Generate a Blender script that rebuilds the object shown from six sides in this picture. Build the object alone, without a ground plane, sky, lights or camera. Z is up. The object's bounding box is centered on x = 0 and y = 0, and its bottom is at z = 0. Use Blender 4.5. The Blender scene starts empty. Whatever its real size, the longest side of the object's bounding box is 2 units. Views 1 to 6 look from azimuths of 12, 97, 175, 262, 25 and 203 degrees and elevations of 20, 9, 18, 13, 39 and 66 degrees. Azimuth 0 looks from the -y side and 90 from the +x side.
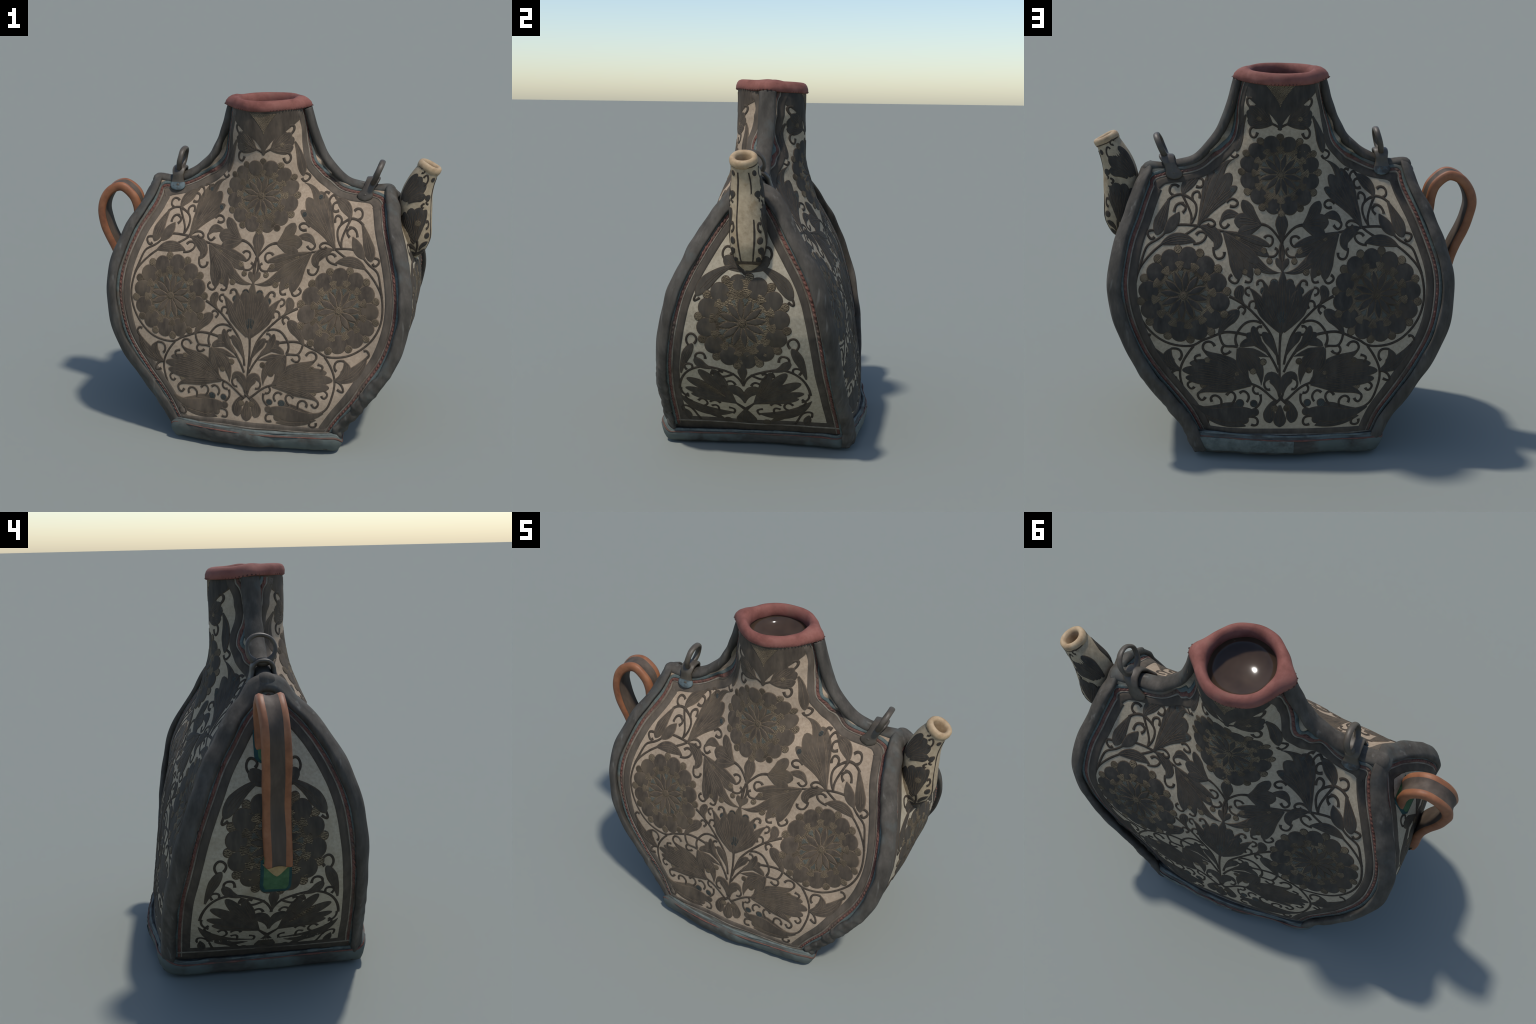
import math, random
import numpy as np

# ---------------------------------------------------------------- body shape
# Outer corner of the sewn welt at each height: z: (|x|, |y|)
SEAM_Z = [.06, .1, .2, .3, .4, .5, .6, .7, .8, .9, 1.0, 1.1, 1.2, 1.25, 1.3, 1.35]
SEAM = {
    ("front", -1): ([.475, .493, .549, .615, .683, .753, .806, .833, .848, .851, .836, .806, .763, .737, .705, .675],
                    [.466, .468, .458, .448, .439, .429, .418, .409, .396, .379, .352, .310, .256, .222, .180, .130]),
    ("front", 1): ([.478, .498, .560, .635, .705, .773, .820, .851, .867, .869, .858, .837, .809, .796, .787, .778],
                   [.510, .512, .512, .511, .507, .496, .481, .462, .440, .411, .367, .312, .252, .220, .186, .135]),
    ("back", 1): ([.500, .520, .575, .651, .732, .800, .849, .886, .908, .915, .903, .880, .842, .826, .808, .788],
                  [.505, .500, .486, .470, .456, .439, .425, .410, .392, .368, .328, .272, .212, .186, .155, .115]),
    ("back", -1): ([.455, .473, .515, .584, .651, .712, .767, .803, .820, .825, .810, .778, .738, .716, .691, .668],
                   [.508, .508, .507, .505, .500, .491, .472, .451, .425, .392, .352, .306, .246, .216, .180, .132]),
}
# Ridge of the shoulder and neck, outer silhouette (x, z) from the shoulder point up to the lip
CREST = {
    1: [(.768, 1.424), (.735, 1.430), (.66, 1.432), (.564, 1.446), (.494, 1.474), (.437, 1.520), (.382, 1.592),
        (.348, 1.668), (.328, 1.752), (.310, 1.831), (.296, 1.880)],
    -1: [(-.645, 1.452), (-.628, 1.460), (-.595, 1.464), (-.535, 1.460), (-.449, 1.482), (-.356, 1.526), (-.292, 1.588),
         (-.248, 1.675), (-.218, 1.759), (-.196, 1.838), (-.182, 1.890)],
}
APEX = {1: (.774, -.012, 1.428), -1: (-.652, .004, 1.460)}
WELT_R, WELT_IN = .036, .0275      # welt radius, and how far its centre lies inside the silhouette


def catmull(P, n):
    """n points along a centripetal-ish Catmull-Rom spline through P, evenly spaced by length."""
    P = np.asarray(P, float)
    if len(P) == 2:
        return P[0] + (P[1] - P[0]) * np.linspace(0, 1, n)[:, None]
    Q = np.vstack([2 * P[0] - P[1], P, 2 * P[-1] - P[-2]])
    out = []
    for i in range(1, len(Q) - 2):
        t = np.linspace(0, 1, 14, endpoint=False)[:, None]
        a, b, c, d = Q[i - 1], Q[i], Q[i + 1], Q[i + 2]
        out.append(.5 * (2 * b + (c - a) * t + (2 * a - 5 * b + 4 * c - d) * t ** 2 + (3 * b - a - 3 * c + d) * t ** 3))
    F = np.vstack(out + [P[-1:]])
    s = np.concatenate([[0], np.cumsum(np.linalg.norm(np.diff(F, axis=0), axis=1))])
    u = np.linspace(0, s[-1], n)
    return np.stack([np.interp(u, s, F[:, k]) for k in range(F.shape[1])], 1)


def round_spline(P, n):
    """Cubic spline with round (parabolic) ends: the easy sweep of a drawn tendril."""
    P = np.asarray(P, float)
    m = len(P)
    if m < 4:
        if m == 2:
            return catmull(P, n)
        t = np.r_[0, np.cumsum(np.linalg.norm(np.diff(P, axis=0), axis=1))]
        t /= t[-1]
        s = np.linspace(0, 1, 60)
        F = sum(P[i] * np.prod([(s - t[j]) / (t[i] - t[j]) for j in range(3) if j != i], axis=0)[:, None] for i in range(3))
    else:
        t = np.r_[0, np.cumsum(np.sqrt(np.linalg.norm(np.diff(P, axis=0), axis=1)))]
        h = np.diff(t)
        A, b = np.zeros((m, m)), np.zeros((m, P.shape[1]))
        for i in range(1, m - 1):
            A[i, i - 1:i + 2] = h[i - 1], 2 * (h[i - 1] + h[i]), h[i]
            b[i] = 6 * ((P[i + 1] - P[i]) / h[i] - (P[i] - P[i - 1]) / h[i - 1])
        A[0, :2], A[-1, -2:] = (1, -1), (-1, 1)
        K = np.linalg.solve(A, b)
        s = np.linspace(0, t[-1], 30 * m)
        i = np.clip(np.searchsorted(t, s, side="right") - 1, 0, m - 2)
        u, v, H = (t[i + 1] - s)[:, None], (s - t[i])[:, None], h[i][:, None]
        F = K[i] * u ** 3 / (6 * H) + K[i + 1] * v ** 3 / (6 * H) + (P[i] / H - K[i] * H / 6) * u + (P[i + 1] / H - K[i + 1] * H / 6) * v
    d = np.r_[0, np.cumsum(np.linalg.norm(np.diff(F, axis=0), axis=1))]
    q = np.linspace(0, d[-1], n)
    return np.stack([np.interp(q, d, F[:, k]) for k in range(F.shape[1])], 1)


def seam_centre(face, side):
    """Centre line of one corner welt, bottom to shoulder point, in 3D."""
    xs, ys = SEAM[face, side]
    sy = -1 if face == "front" else 1
    pts = [(side * (x - WELT_IN), sy * (y - WELT_IN), z) for x, y, z in zip(xs, ys, SEAM_Z)]
    ax, ay, az = APEX[side]
    pts.append((ax - side * .034, sy * .056 + ay, az - .046))
    pts.append((ax - side * .034, ay, az - .028))
    return pts


# depth control points of the two broad panels: (x, z, depth from the middle plane)
DEPTH = {
    "front": [(.36, .147, .518), (.42, .26, .520), (-.42, .155, .470), (0, .13, .515), (.46, .44, .483), (-.51, .467, .429), (-.433, .607, .440),
              (.304, .625, .453), (-.015, .587, .462), (-.02, .34, .486), (-.30, .25, .467), (0, .22, .497), (.22, .24, .506), (.56, .38, .512), (.239, .813, .395), (-.472, .86, .366), (-.60, .40, .425), (.479, .805, .362), (.66, .56, .436), (.66, .85, .362), (.62, 1.02, .292), (.36, .96, .300), (.36, .70, .428), (.33, 1.33, .205), (.42, 1.25, .196),
              (.025, .982, .392), (.044, 1.13, .340), (.46, 1.138, .246), (-.388, 1.194, .250), (-.441, 1.291, .168),
              (.607, 1.329, .105), (-.521, 1.358, .075), (.05, 1.215, .305), (.05, 1.356, .250), (.044, 1.425, .222)],
    "back": [(-.357, .167, .497), (0, .14, .520), (.40, .16, .476), (.051, .478, .479), (-.442, .462, .467), (.551, .456, .440),
             (-.256, .656, .446), (.352, .639, .448), (.538, .838, .376), (-.431, .835, .366), (.06, .70, .445), (.06, .961, .376),
             (.061, 1.058, .325), (.491, 1.153, .216), (-.385, 1.161, .243), (.557, 1.261, .140), (-.506, 1.347, .100),
             (.612, 1.331, .088), (.058, 1.20, .280), (.058, 1.34, .229), (.058, 1.42, .206)],
}
NECK_X, NECK_A, NECK_B = {"front": .058, "back": .056}, .197, {"front": .188, "back": .180}


class Depth:
    """Smooth sheet (thin-plate spline) through control points."""
    def __init__(self, pts, lam):
        P = np.array(pts, float)
        self.P, n = P[:, :2], len(P)
        K = self.k(self.P, self.P) + lam * np.eye(n)
        T = np.c_[np.ones(n), self.P]
        A = np.block([[K, T], [T.T, np.zeros((3, 3))]])
        self.w = np.linalg.solve(A, np.r_[P[:, 2], 0, 0, 0])

    @staticmethod
    def k(a, b):
        r2 = ((a[:, None] - b[None]) ** 2).sum(-1)
        return .5 * r2 * np.log(r2 + 1e-12)

    def __call__(self, x, z):
        q = np.stack([np.ravel(x), np.ravel(z)], 1).astype(float)
        out = np.empty(len(q))
        for i in range(0, len(q), 20000):
            c = q[i:i + 20000]
            out[i:i + 20000] = self.k(c, self.P) @ self.w[:-3] + np.c_[np.ones(len(c)), c] @ self.w[-3:]
        return out.reshape(np.shape(x))


# how far the sheet at the seam lies proud (+) of or sunk (-) behind the welt centre, by height
EDGE_LIFT_Z = [.1, .3, .5, .7, .9, 1.1, 1.3]
EDGE_LIFT = {("front", -1): [-.004, -.002, -.006, -.010, -.006, -.006, 0], ("front", 1): [.006, .012, .008, .004, .006, .004, .002],
             ("back", 1): [-.036, -.034, -.022, -.008, .003, .007, .002], ("back", -1): [-.004, -.006, -.006, -.008, -.006, -.004, 0]}


def build_depth(face):
    pts = list(DEPTH[face])
    for side in (-1, 1):
        for x, y, z in seam_centre(face, side)[:-1]:
            pts.append((x, z, abs(y) - .004 + float(np.interp(z, EDGE_LIFT_Z, EDGE_LIFT[face, side]))))
        for x, z in CREST[side][1:7]:
            pts.append((x - side * .028, z - .016, .031))
    cx, b = NECK_X[face], NECK_B[face]
    r = 1 if face == "front" else .78
    for z, bb, a, k in ((1.49, .018 if r == 1 else .006, .36, 1.12 * r), (1.55, .008 if r == 1 else 0, .305, .95 * r), (1.62, .001, .255, .74), (1.74, 0, .220, .57), (1.84, 0, .202, .5), (1.93, -.008, .190, .5)):
        for f in (-.99, -.93, -.78, -.5, 0, .5, .78, .93, .99):
            pts.append((cx + a * f + (-.008 if face == "front" and z > 1.7 else .010 if face == "front" and z > 1.5 else -.020 if face == "back" and z < 1.65 else 0), z, (b + bb) * (1 - f * f) ** k))
    return Depth(pts, 2e-5)


SHEET = {f: build_depth(f) for f in ("front", "back")}


def panel_edge(face, side, n=220):
    """(x, z) outline of one side of a broad panel, base to lip, lying under the welts."""
    pts = [(x, z) for x, y, z in seam_centre(face, side)[:-2]]
    pts[0] = (pts[0][0], .05)
    ax, ay, az = APEX[side]
    pts.append((ax - side * .036, az - .034))
    for x, z in CREST[side][2:]:
        pts.append((x - side * .028, z - (.012 if z < 1.5 else .004)))
    pts[-1] = (pts[-1][0], 1.878)
    return catmull(pts, n)

import bpy
from mathutils import Vector

rng = np.random.default_rng(7)
random.seed(7)


# ---------------------------------------------------------------- materials
def new_material(name, rough=.75, spec=.3):
    m = bpy.data.materials.new(name)
    m.use_nodes = True
    nt = m.node_tree
    b = nt.nodes["Principled BSDF"]
    b.inputs["Roughness"].default_value = rough
    b.inputs["Specular IOR Level"].default_value = spec
    return m, nt, b


def noise(nt, scale, detail=5, rough=.6, stretch=None, rot=None):
    tc = nt.nodes.new("ShaderNodeTexCoord")
    n = nt.nodes.new("ShaderNodeTexNoise")
    n.inputs["Scale"].default_value = scale
    n.inputs["Detail"].default_value = detail
    n.inputs["Roughness"].default_value = rough
    mp = nt.nodes.new("ShaderNodeMapping")
    if stretch:
        mp.inputs["Scale"].default_value = stretch
    if rot:
        mp.inputs["Rotation"].default_value = rot
    nt.links.new(tc.outputs["Object"], mp.inputs["Vector"])
    nt.links.new(mp.outputs["Vector"], n.inputs["Vector"])
    return n.outputs["Fac"]


def ramp(nt, fac, stops):
    r = nt.nodes.new("ShaderNodeValToRGB")
    e = r.color_ramp.elements
    while len(e) < len(stops):
        e.new(.5)
    for el, (p, c) in zip(e, stops):
        el.position, el.color = p, (*c, 1)
    nt.links.new(fac, r.inputs["Fac"])
    return r.outputs["Color"]


def mix(nt, fac, a, b, mode="MIX"):
    m = nt.nodes.new("ShaderNodeMix")
    m.data_type, m.blend_type = "RGBA", mode
    for sock, v in ((m.inputs["Factor"], fac), (m.inputs[6], a), (m.inputs[7], b)):
        if isinstance(v, (int, float)):
            sock.default_value = v
        elif isinstance(v, tuple):
            sock.default_value = (*v, 1)
        else:
            nt.links.new(v, sock)
    return m.outputs[2]


def bump(nt, b, fac, strength, dist=.004):
    n = nt.nodes.new("ShaderNodeBump")
    n.inputs["Strength"].default_value = strength
    n.inputs["Distance"].default_value = dist
    nt.links.new(fac, n.inputs["Height"])
    nt.links.new(n.outputs["Normal"], b.inputs["Normal"])


def cloth(name, dark, mid, light, grain=60, stretch=None, rot=None, rough=.8, big=6, bstr=.25, accent=None, spec=.25):
    """Leather or cloth: fine grain between three tones, broad blotches, optional accent patches."""
    m, nt, b = new_material(name, rough, spec)
    f = noise(nt, grain, 6, .65, stretch, rot)
    c = ramp(nt, f, [(.30, dark), (.5, mid), (.72, light)])
    blot = noise(nt, big, 4, .6)
    c = mix(nt, ramp(nt, blot, [(.3, (.0, .0, .0)), (.75, (1, 1, 1))]), c, mix(nt, .45, c, light))
    if accent:
        col, scale, lo, hi = accent
        msk = ramp(nt, noise(nt, scale, 4, .6), [(lo, (0, 0, 0)), (hi, (1, 1, 1))])
        c = mix(nt, msk, c, col)
    nt.links.new(c, b.inputs["Base Color"])
    bump(nt, b, f, bstr)
    return m


def ripple(name, dark, light, scale=95, rough=.85):
    """Fine wavy engraved lines filling the small grained fields."""
    m, nt, b = new_material(name, rough, .2)
    tc = nt.nodes.new("ShaderNodeTexCoord")
    w = nt.nodes.new("ShaderNodeTexWave")
    w.inputs["Scale"].default_value = scale
    w.inputs["Distortion"].default_value = 7
    w.inputs["Detail"].default_value = 2.5
    w.inputs["Detail Scale"].default_value = 1.6
    mp = nt.nodes.new("ShaderNodeMapping")
    mp.inputs["Rotation"].default_value = (.4, .7, .5)
    nt.links.new(tc.outputs["Object"], mp.inputs["Vector"])
    nt.links.new(mp.outputs["Vector"], w.inputs["Vector"])
    c = ramp(nt, w.outputs["Fac"], [(.25, dark), (.8, light)])
    c = mix(nt, ramp(nt, noise(nt, 9), [(.35, (0, 0, 0)), (.7, (1, 1, 1))]), c, dark)
    nt.links.new(c, b.inputs["Base Color"])
    bump(nt, b, w.outputs["Fac"], .3)
    return m


M = {}
M["ground"] = cloth("cream_ground", (.235, .190, .130), (.318, .258, .178), (.385, .318, .226), 70, big=3, bstr=.2, accent=((.23, .18, .12), 5, .55, .8))
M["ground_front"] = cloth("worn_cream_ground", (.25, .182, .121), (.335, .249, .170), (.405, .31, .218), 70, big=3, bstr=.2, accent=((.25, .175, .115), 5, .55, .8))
M["ground_side"] = cloth("side_cream_ground", (.255, .215, .150), (.345, .290, .205), (.41, .35, .26), 70, big=3, bstr=.2, accent=((.24, .19, .12), 5, .55, .8))
ST = dict(stretch=(1, 1, .3), rot=(.3, .2, .4))
M["dark"] = cloth("charcoal_inlay", (.021, .018, .014), (.037, .032, .026), (.066, .055, .042), 26, big=4, bstr=.3, accent=((.075, .055, .036), 4.5, .56, .8), **ST)
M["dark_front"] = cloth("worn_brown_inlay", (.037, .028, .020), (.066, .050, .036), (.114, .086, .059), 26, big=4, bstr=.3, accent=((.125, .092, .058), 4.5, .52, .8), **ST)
M["dark_side"] = cloth("dark_brown_inlay", (.026, .022, .017), (.046, .038, .029), (.078, .063, .045), 26, big=4, bstr=.3, accent=((.085, .062, .036), 4.5, .54, .8), **ST)
M["line"] = cloth("brown_outline", (.034, .024, .015), (.058, .041, .026), (.092, .066, .042), 40, big=5)
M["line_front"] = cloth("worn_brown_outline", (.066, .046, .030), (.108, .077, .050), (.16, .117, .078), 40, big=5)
M["stem"] = cloth("dark_brown_tendril", (.022, .016, .011), (.038, .028, .019), (.062, .046, .031), 40, big=5)
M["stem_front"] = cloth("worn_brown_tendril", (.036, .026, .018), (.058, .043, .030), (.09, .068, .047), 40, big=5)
M["band"] = cloth("brown_frame_band", (.034, .027, .020), (.056, .045, .034), (.090, .071, .052), 22, (1, 1, .3), (.5, .3, .2), big=4)
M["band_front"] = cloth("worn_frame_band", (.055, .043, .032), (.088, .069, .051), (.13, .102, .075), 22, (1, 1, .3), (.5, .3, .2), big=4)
M["grain"] = ripple("rippled_tan_field", (.042, .031, .019), (.27, .205, .125), 62)
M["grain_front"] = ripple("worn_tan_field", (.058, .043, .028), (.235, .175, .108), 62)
M["tealgrain"] = ripple("rippled_teal_field", (.050, .050, .040), (.165, .165, .130), 70)
M["tealink"] = ripple("rippled_dark_teal_field", (.030, .029, .024), (.082, .094, .086), 62)
M["teal"] = cloth("teal_edging", (.045, .060, .056), (.078, .100, .093), (.135, .158, .142), 45, big=4, accent=((.12, .092, .066), 6, .50, .68))
M["red"] = cloth("red_stitching", (.070, .032, .024), (.125, .055, .041), (.19, .088, .066), 30, accent=((.085, .060, .045), 6, .48, .66))
M["pale"] = cloth("pale_edge_line", (.115, .098, .075), (.175, .150, .115), (.25, .215, .165), 30, accent=((.085, .066, .048), 5, .45, .65))
M["welt"] = cloth("charcoal_welt", (.031, .027, .021), (.058, .050, .040), (.102, .089, .072), 18, (1, 1, .35), (.2, .5, .3), big=5, bstr=.5, accent=((.080, .090, .082), 5, .56, .76))
M["lip"] = cloth("red_lip", (.125, .042, .031), (.190, .068, .052), (.255, .105, .082), 14, big=6, bstr=.5, rough=.78, spec=.22, accent=((.15, .075, .052), 7, .55, .75))
M["lipdark"] = cloth("dark_red_seam", (.04, .018, .014), (.065, .028, .022), (.10, .04, .03), 40)
M["orange"] = cloth("orange_leather", (.145, .048, .019), (.235, .085, .034), (.32, .135, .062), 12, big=5, bstr=.12, rough=.55, spec=.4)
M["strap"] = cloth("worn_brown_strap", (.042, .031, .023), (.072, .053, .039), (.118, .088, .064), 16, (1, 1, .25), big=5, rough=.65)
M["green"] = cloth("green_tab", (.026, .066, .028), (.046, .104, .046), (.074, .145, .068), 30)
M["greenedge"] = cloth("dark_teal_tab_edge", (.010, .032, .030), (.016, .048, .046), (.026, .070, .066), 30)
M["tan"] = cloth("tan_patch", (.22, .145, .063), (.32, .215, .095), (.39, .28, .14), 30)
M["bronze"] = cloth("dark_bronze", (.034, .026, .017), (.060, .047, .032), (.098, .079, .056), 18, big=6, rough=.5, bstr=.2, spec=.5)
M["patina"] = cloth("blue_grey_patina", (.06, .078, .082), (.105, .135, .138), (.165, .20, .20), 22, big=12, rough=.55, accent=((.05, .045, .04), 9, .50, .60))
M["spout"] = cloth("cream_spout", (.23, .175, .105), (.33, .255, .162), (.42, .335, .22), 40, big=6, bstr=.15, accent=((.24, .165, .09), 12, .58, .75))
M["rim"] = cloth("tan_rim", (.25, .160, .082), (.37, .255, .143), (.46, .345, .215), 24, big=10, rough=.6, accent=((.36, .14, .095), 9, .66, .74))
M["ivory"] = cloth("ivory_patch", (.26, .22, .155), (.34, .295, .215), (.40, .35, .27), 30)
M["base"] = cloth("base_binding", (.030, .028, .024), (.055, .051, .043), (.094, .088, .074), 18, (.4, .4, 1), big=5, bstr=.5,
                  accent=((.095, .110, .098), 5, .50, .64))
M["patch"] = cloth("grey_teal_patch", (.055, .065, .058), (.095, .110, .100), (.15, .165, .148), 24, big=5, bstr=.35, accent=((.055, .050, .042), 8, .52, .66))
bm_ = M["base"].node_tree
bb_ = bm_.nodes["Principled BSDF"]
col_ = bb_.inputs["Base Color"].links[0].from_socket
tc_ = bm_.nodes.new("ShaderNodeTexCoord")
for cx_, cy_ in ((-.47, -.47), (.47, -.51), (.50, .48), (-.45, .49)):
    dm_ = bm_.nodes.new("ShaderNodeVectorMath")
    dm_.operation = "DISTANCE"
    dm_.inputs[1].default_value = (cx_, cy_, .07)
    bm_.links.new(tc_.outputs["Object"], dm_.inputs[0])
    ad_ = bm_.nodes.new("ShaderNodeMath")
    ad_.operation = "MULTIPLY_ADD"
    ad_.inputs[1].default_value = .22
    bm_.links.new(noise(bm_, 9), ad_.inputs[0])
    bm_.links.new(dm_.outputs["Value"], ad_.inputs[2])
    col_ = mix(bm_, ramp(bm_, ad_.outputs[0], [(.16, (.8, .8, .8)), (.27, (0, 0, 0))]), col_, (.100, .118, .106))
bm_.links.new(col_, bb_.inputs["Base Color"])
m_, nt_, b_ = new_material("dark_glossy_inside", .10, .28)
nt_.links.new(ramp(nt_, noise(nt_, 7, 3), [(.3, (.036, .023, .016)), (.7, (.066, .043, .028))]), b_.inputs["Base Color"])
M["inside"] = m_

wm_ = M["welt"].node_tree      # pale slanting scuffs on the bound edges
wb_ = wm_.nodes["Principled BSDF"]
scuff_ = ramp(wm_, noise(wm_, 26, 3, .5, (1, 1, .16), (.55, .35, .2)), [(.64, (0, 0, 0)), (.76, (.75, .75, .75))])
wm_.links.new(mix(wm_, scuff_, wb_.inputs["Base Color"].links[0].from_socket, (.150, .142, .122)), wb_.inputs["Base Color"])

# ---------------------------------------------------------------- object helpers
root = bpy.data.objects.new("leather_canteen", None)
bpy.context.collection.objects.link(root)
root["label"] = "old leather water canteen with floral inlay, spout and strap handle"
root["category"] = "canteen"


def make(name, verts, faces, mats, parent=root, idx=None, smooth=True, stuff=False):
    me = bpy.data.meshes.new(name)
    me.from_pydata([tuple(map(float, v)) for v in verts], [], [tuple(map(int, f)) for f in faces])
    for m in (mats if isinstance(mats, (list, tuple)) else [mats]):
        me.materials.append(M[m])
    if idx is not None:
        me.polygons.foreach_set("material_index", np.asarray(idx, np.int32))
    me.polygons.foreach_set("use_smooth", np.full(len(me.polygons), smooth))
    me.update()
    o = bpy.data.objects.new(name, me)
    bpy.context.collection.objects.link(o)
    o.parent = parent
    if stuff:
        o["kind"] = "stuff"
    return o


def grid_faces(nu, nv, wrap_v=False, base=0, flip=False):
    F = []
    for i in range(nu - 1):
        for j in range(nv if wrap_v else nv - 1):
            k = (j + 1) % nv
            q = (base + i * nv + j, base + i * nv + k, base + (i + 1) * nv + k, base + (i + 1) * nv + j)
            F.append(q[::-1] if flip else q)
    return F


def fix_normals(o):
    import bmesh
    bm = bmesh.new()
    bm.from_mesh(o.data)
    bmesh.ops.recalc_face_normals(bm, faces=bm.faces)
    bm.to_mesh(o.data)
    bm.free()
    return o


def wobble(P, amp, freq, seed=0):
    """Cheap smooth pseudo-noise in space."""
    P = np.asarray(P, float)
    r = np.random.default_rng(seed)
    s = np.zeros(len(P))
    for k in range(7):
        d = r.normal(size=3)
        d *= freq * (.6 + .9 * r.random()) / np.linalg.norm(d)
        s += np.sin(P @ d + r.random() * 6.28)
    return amp * s / 2.6


def tube(path, ru, rv, up, n=18, bumps=(0, 0, 0), taper=0):
    """Sweep an ellipse along a path; ru across 'up', rv along it. Returns verts, faces with end caps."""
    P = np.asarray(path, float)
    T = np.gradient(P, axis=0)
    T /= np.linalg.norm(T, axis=1)[:, None]
    up = np.broadcast_to(np.asarray(up, float), P.shape)
    A = np.cross(T, up)
    A /= np.linalg.norm(A, axis=1)[:, None]
    B = np.cross(A, T)
    t = np.linspace(0, 2 * np.pi, n, endpoint=False)
    ru, rv = np.broadcast_to(ru, len(P)), np.broadcast_to(rv, len(P))
    D = A[:, None] * np.cos(t)[None, :, None] * ru[:, None, None] + B[:, None] * np.sin(t)[None, :, None] * rv[:, None, None]
    V = P[:, None] + D
    if bumps[0]:
        N = D / np.linalg.norm(D, axis=2)[..., None]
        V = V + N * wobble(V.reshape(-1, 3), bumps[0], bumps[1], bumps[2]).reshape(V.shape[:2])[..., None]
    V = V.reshape(-1, 3)
    F = grid_faces(len(P), n, True)
    a, b = len(V), len(V) + 1
    V = np.vstack([V, P[:1], P[-1:]])
    for j in range(n):
        k = (j + 1) % n
        F += [(a, k, j), (b, (len(P) - 1) * n + j, (len(P) - 1) * n + k)]
    return V, F


def join_parts(parts):
    V, F, I, n = [], [], [], 0
    for v, f, i in parts:
        V.append(np.asarray(v))
        F += [tuple(q + n for q in fc) for fc in f]
        I += list(i) if hasattr(i, "__len__") else [i] * len(f)
        n += len(v)
    return np.vstack(V), F, I


# ---------------------------------------------------------------- surfaces: panel coordinates -> space
def on_sheet(face):
    S, sy = SHEET[face], (-1 if face == "front" else 1)

    def f(x, z, h):
        x, z, h = (np.asarray(a, float) for a in (x, z, h))
        e = 2e-3
        d = S(x, z)
        gx, gz = (S(x + e, z) - S(x - e, z)) / (2 * e), (S(x, z + e) - S(x, z - e)) / (2 * e)
        N = np.stack([-gx, np.full_like(gx, sy), -gz], -1)
        N /= np.linalg.norm(N, axis=-1, keepdims=True)
        lump = wobble(np.stack([x, 0 * x, z], -1).reshape(-1, 3), .0022, 22, 3 + sy).reshape(x.shape)
        return np.stack([x, sy * d, z], -1) + N * (np.broadcast_to(h, x.shape) + lump)[..., None]
    return f


CENTRE = {k: np.array(seam_centre(*k)) for k in SEAM}


BELLY_Z = np.linspace(.05, 1.4, 60)
BELLY = {1: np.interp(BELLY_Z, [.05, .09, .13, .2, .3, .5, .7, .9, 1.1, 1.4], [-.026, -.018, -.004, .020, .042, .046, .036, .022, .012, 0]),
         -1: np.interp(BELLY_Z, [.05, .09, .13, .2, .3, .45, .6, .8, 1.0, 1.4], [-.008, .002, .018, .050, .080, .076, .056, .034, .022, 0])}


def gusset_x(side, y, z):
    f, b = CENTRE["front", side], CENTRE["back", side]
    xf, xb = np.interp(z, f[:, 2], f[:, 0]), np.interp(z, b[:, 2], b[:, 0])
    yf, yb = np.interp(z, f[:, 2], f[:, 1]), np.interp(z, b[:, 2], b[:, 1])
    t = np.clip((y - yf) / (yb - yf + 1e-9), 0, 1)
    zk, hk = (BELLY_Z, BELLY[side])
    belly = (1 - abs(2 * t - 1) ** 3.2) * np.interp(z, zk, hk)
    return xf + (xb - xf) * t + side * (.006 + belly)


def on_gusset(side):
    def f(y, z, h):
        y, z = np.asarray(y, float), np.asarray(z, float)
        e = 4e-3
        x = gusset_x(side, y, z)
        gy = (gusset_x(side, y + e, z) - gusset_x(side, y - e, z)) / (2 * e)
        gz = (gusset_x(side, y, z + e) - gusset_x(side, y, z - e)) / (2 * e)
        N = np.stack([np.full_like(gy, side), -side * gy * side, -side * gz * side], -1)
        N /= np.linalg.norm(N, axis=-1, keepdims=True)
        lump = wobble(np.stack([0 * y, y, z], -1).reshape(-1, 3), .002, 22, 9 + side).reshape(y.shape)
        return np.stack([x, y, z], -1) + N * (np.broadcast_to(h, y.shape) + lump)[..., None]
    return f


# ---------------------------------------------------------------- broad panels, gussets, welts
panels = {}
for face in ("front", "back"):
    L, R = panel_edge(face, -1, 230), panel_edge(face, 1, 230)
    s = np.linspace(0, 1, 150)[None, :]
    X = L[:, :1] * (1 - s) + R[:, :1] * s
    Z = L[:, 1:] * (1 - s) + R[:, 1:] * s
    V = on_sheet(face)(X, Z, 0).reshape(-1, 3)
    panels[face] = make(face + "_panel", V, grid_faces(230, 150, flip=(face == "back")), "ground_front" if face == "front" else "ground")
for side, nm in ((1, "spout_side_gusset"), (-1, "handle_side_gusset")):
    zz = np.linspace(.05, APEX[side][2] - .045, 150)
    f, b = CENTRE["front", side], CENTRE["back", side]
    s = np.linspace(0, 1, 70)[None, :]
    Y = np.interp(zz, f[:, 2], f[:, 1])[:, None] * (1 - s) + np.interp(zz, b[:, 2], b[:, 1])[:, None] * s
    Z = np.repeat(zz[:, None], 70, 1)
    panels[side] = make(nm, on_gusset(side)(Y, Z, 0).reshape(-1, 3), grid_faces(150, 70, flip=(side < 0)), "ground_side")

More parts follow.
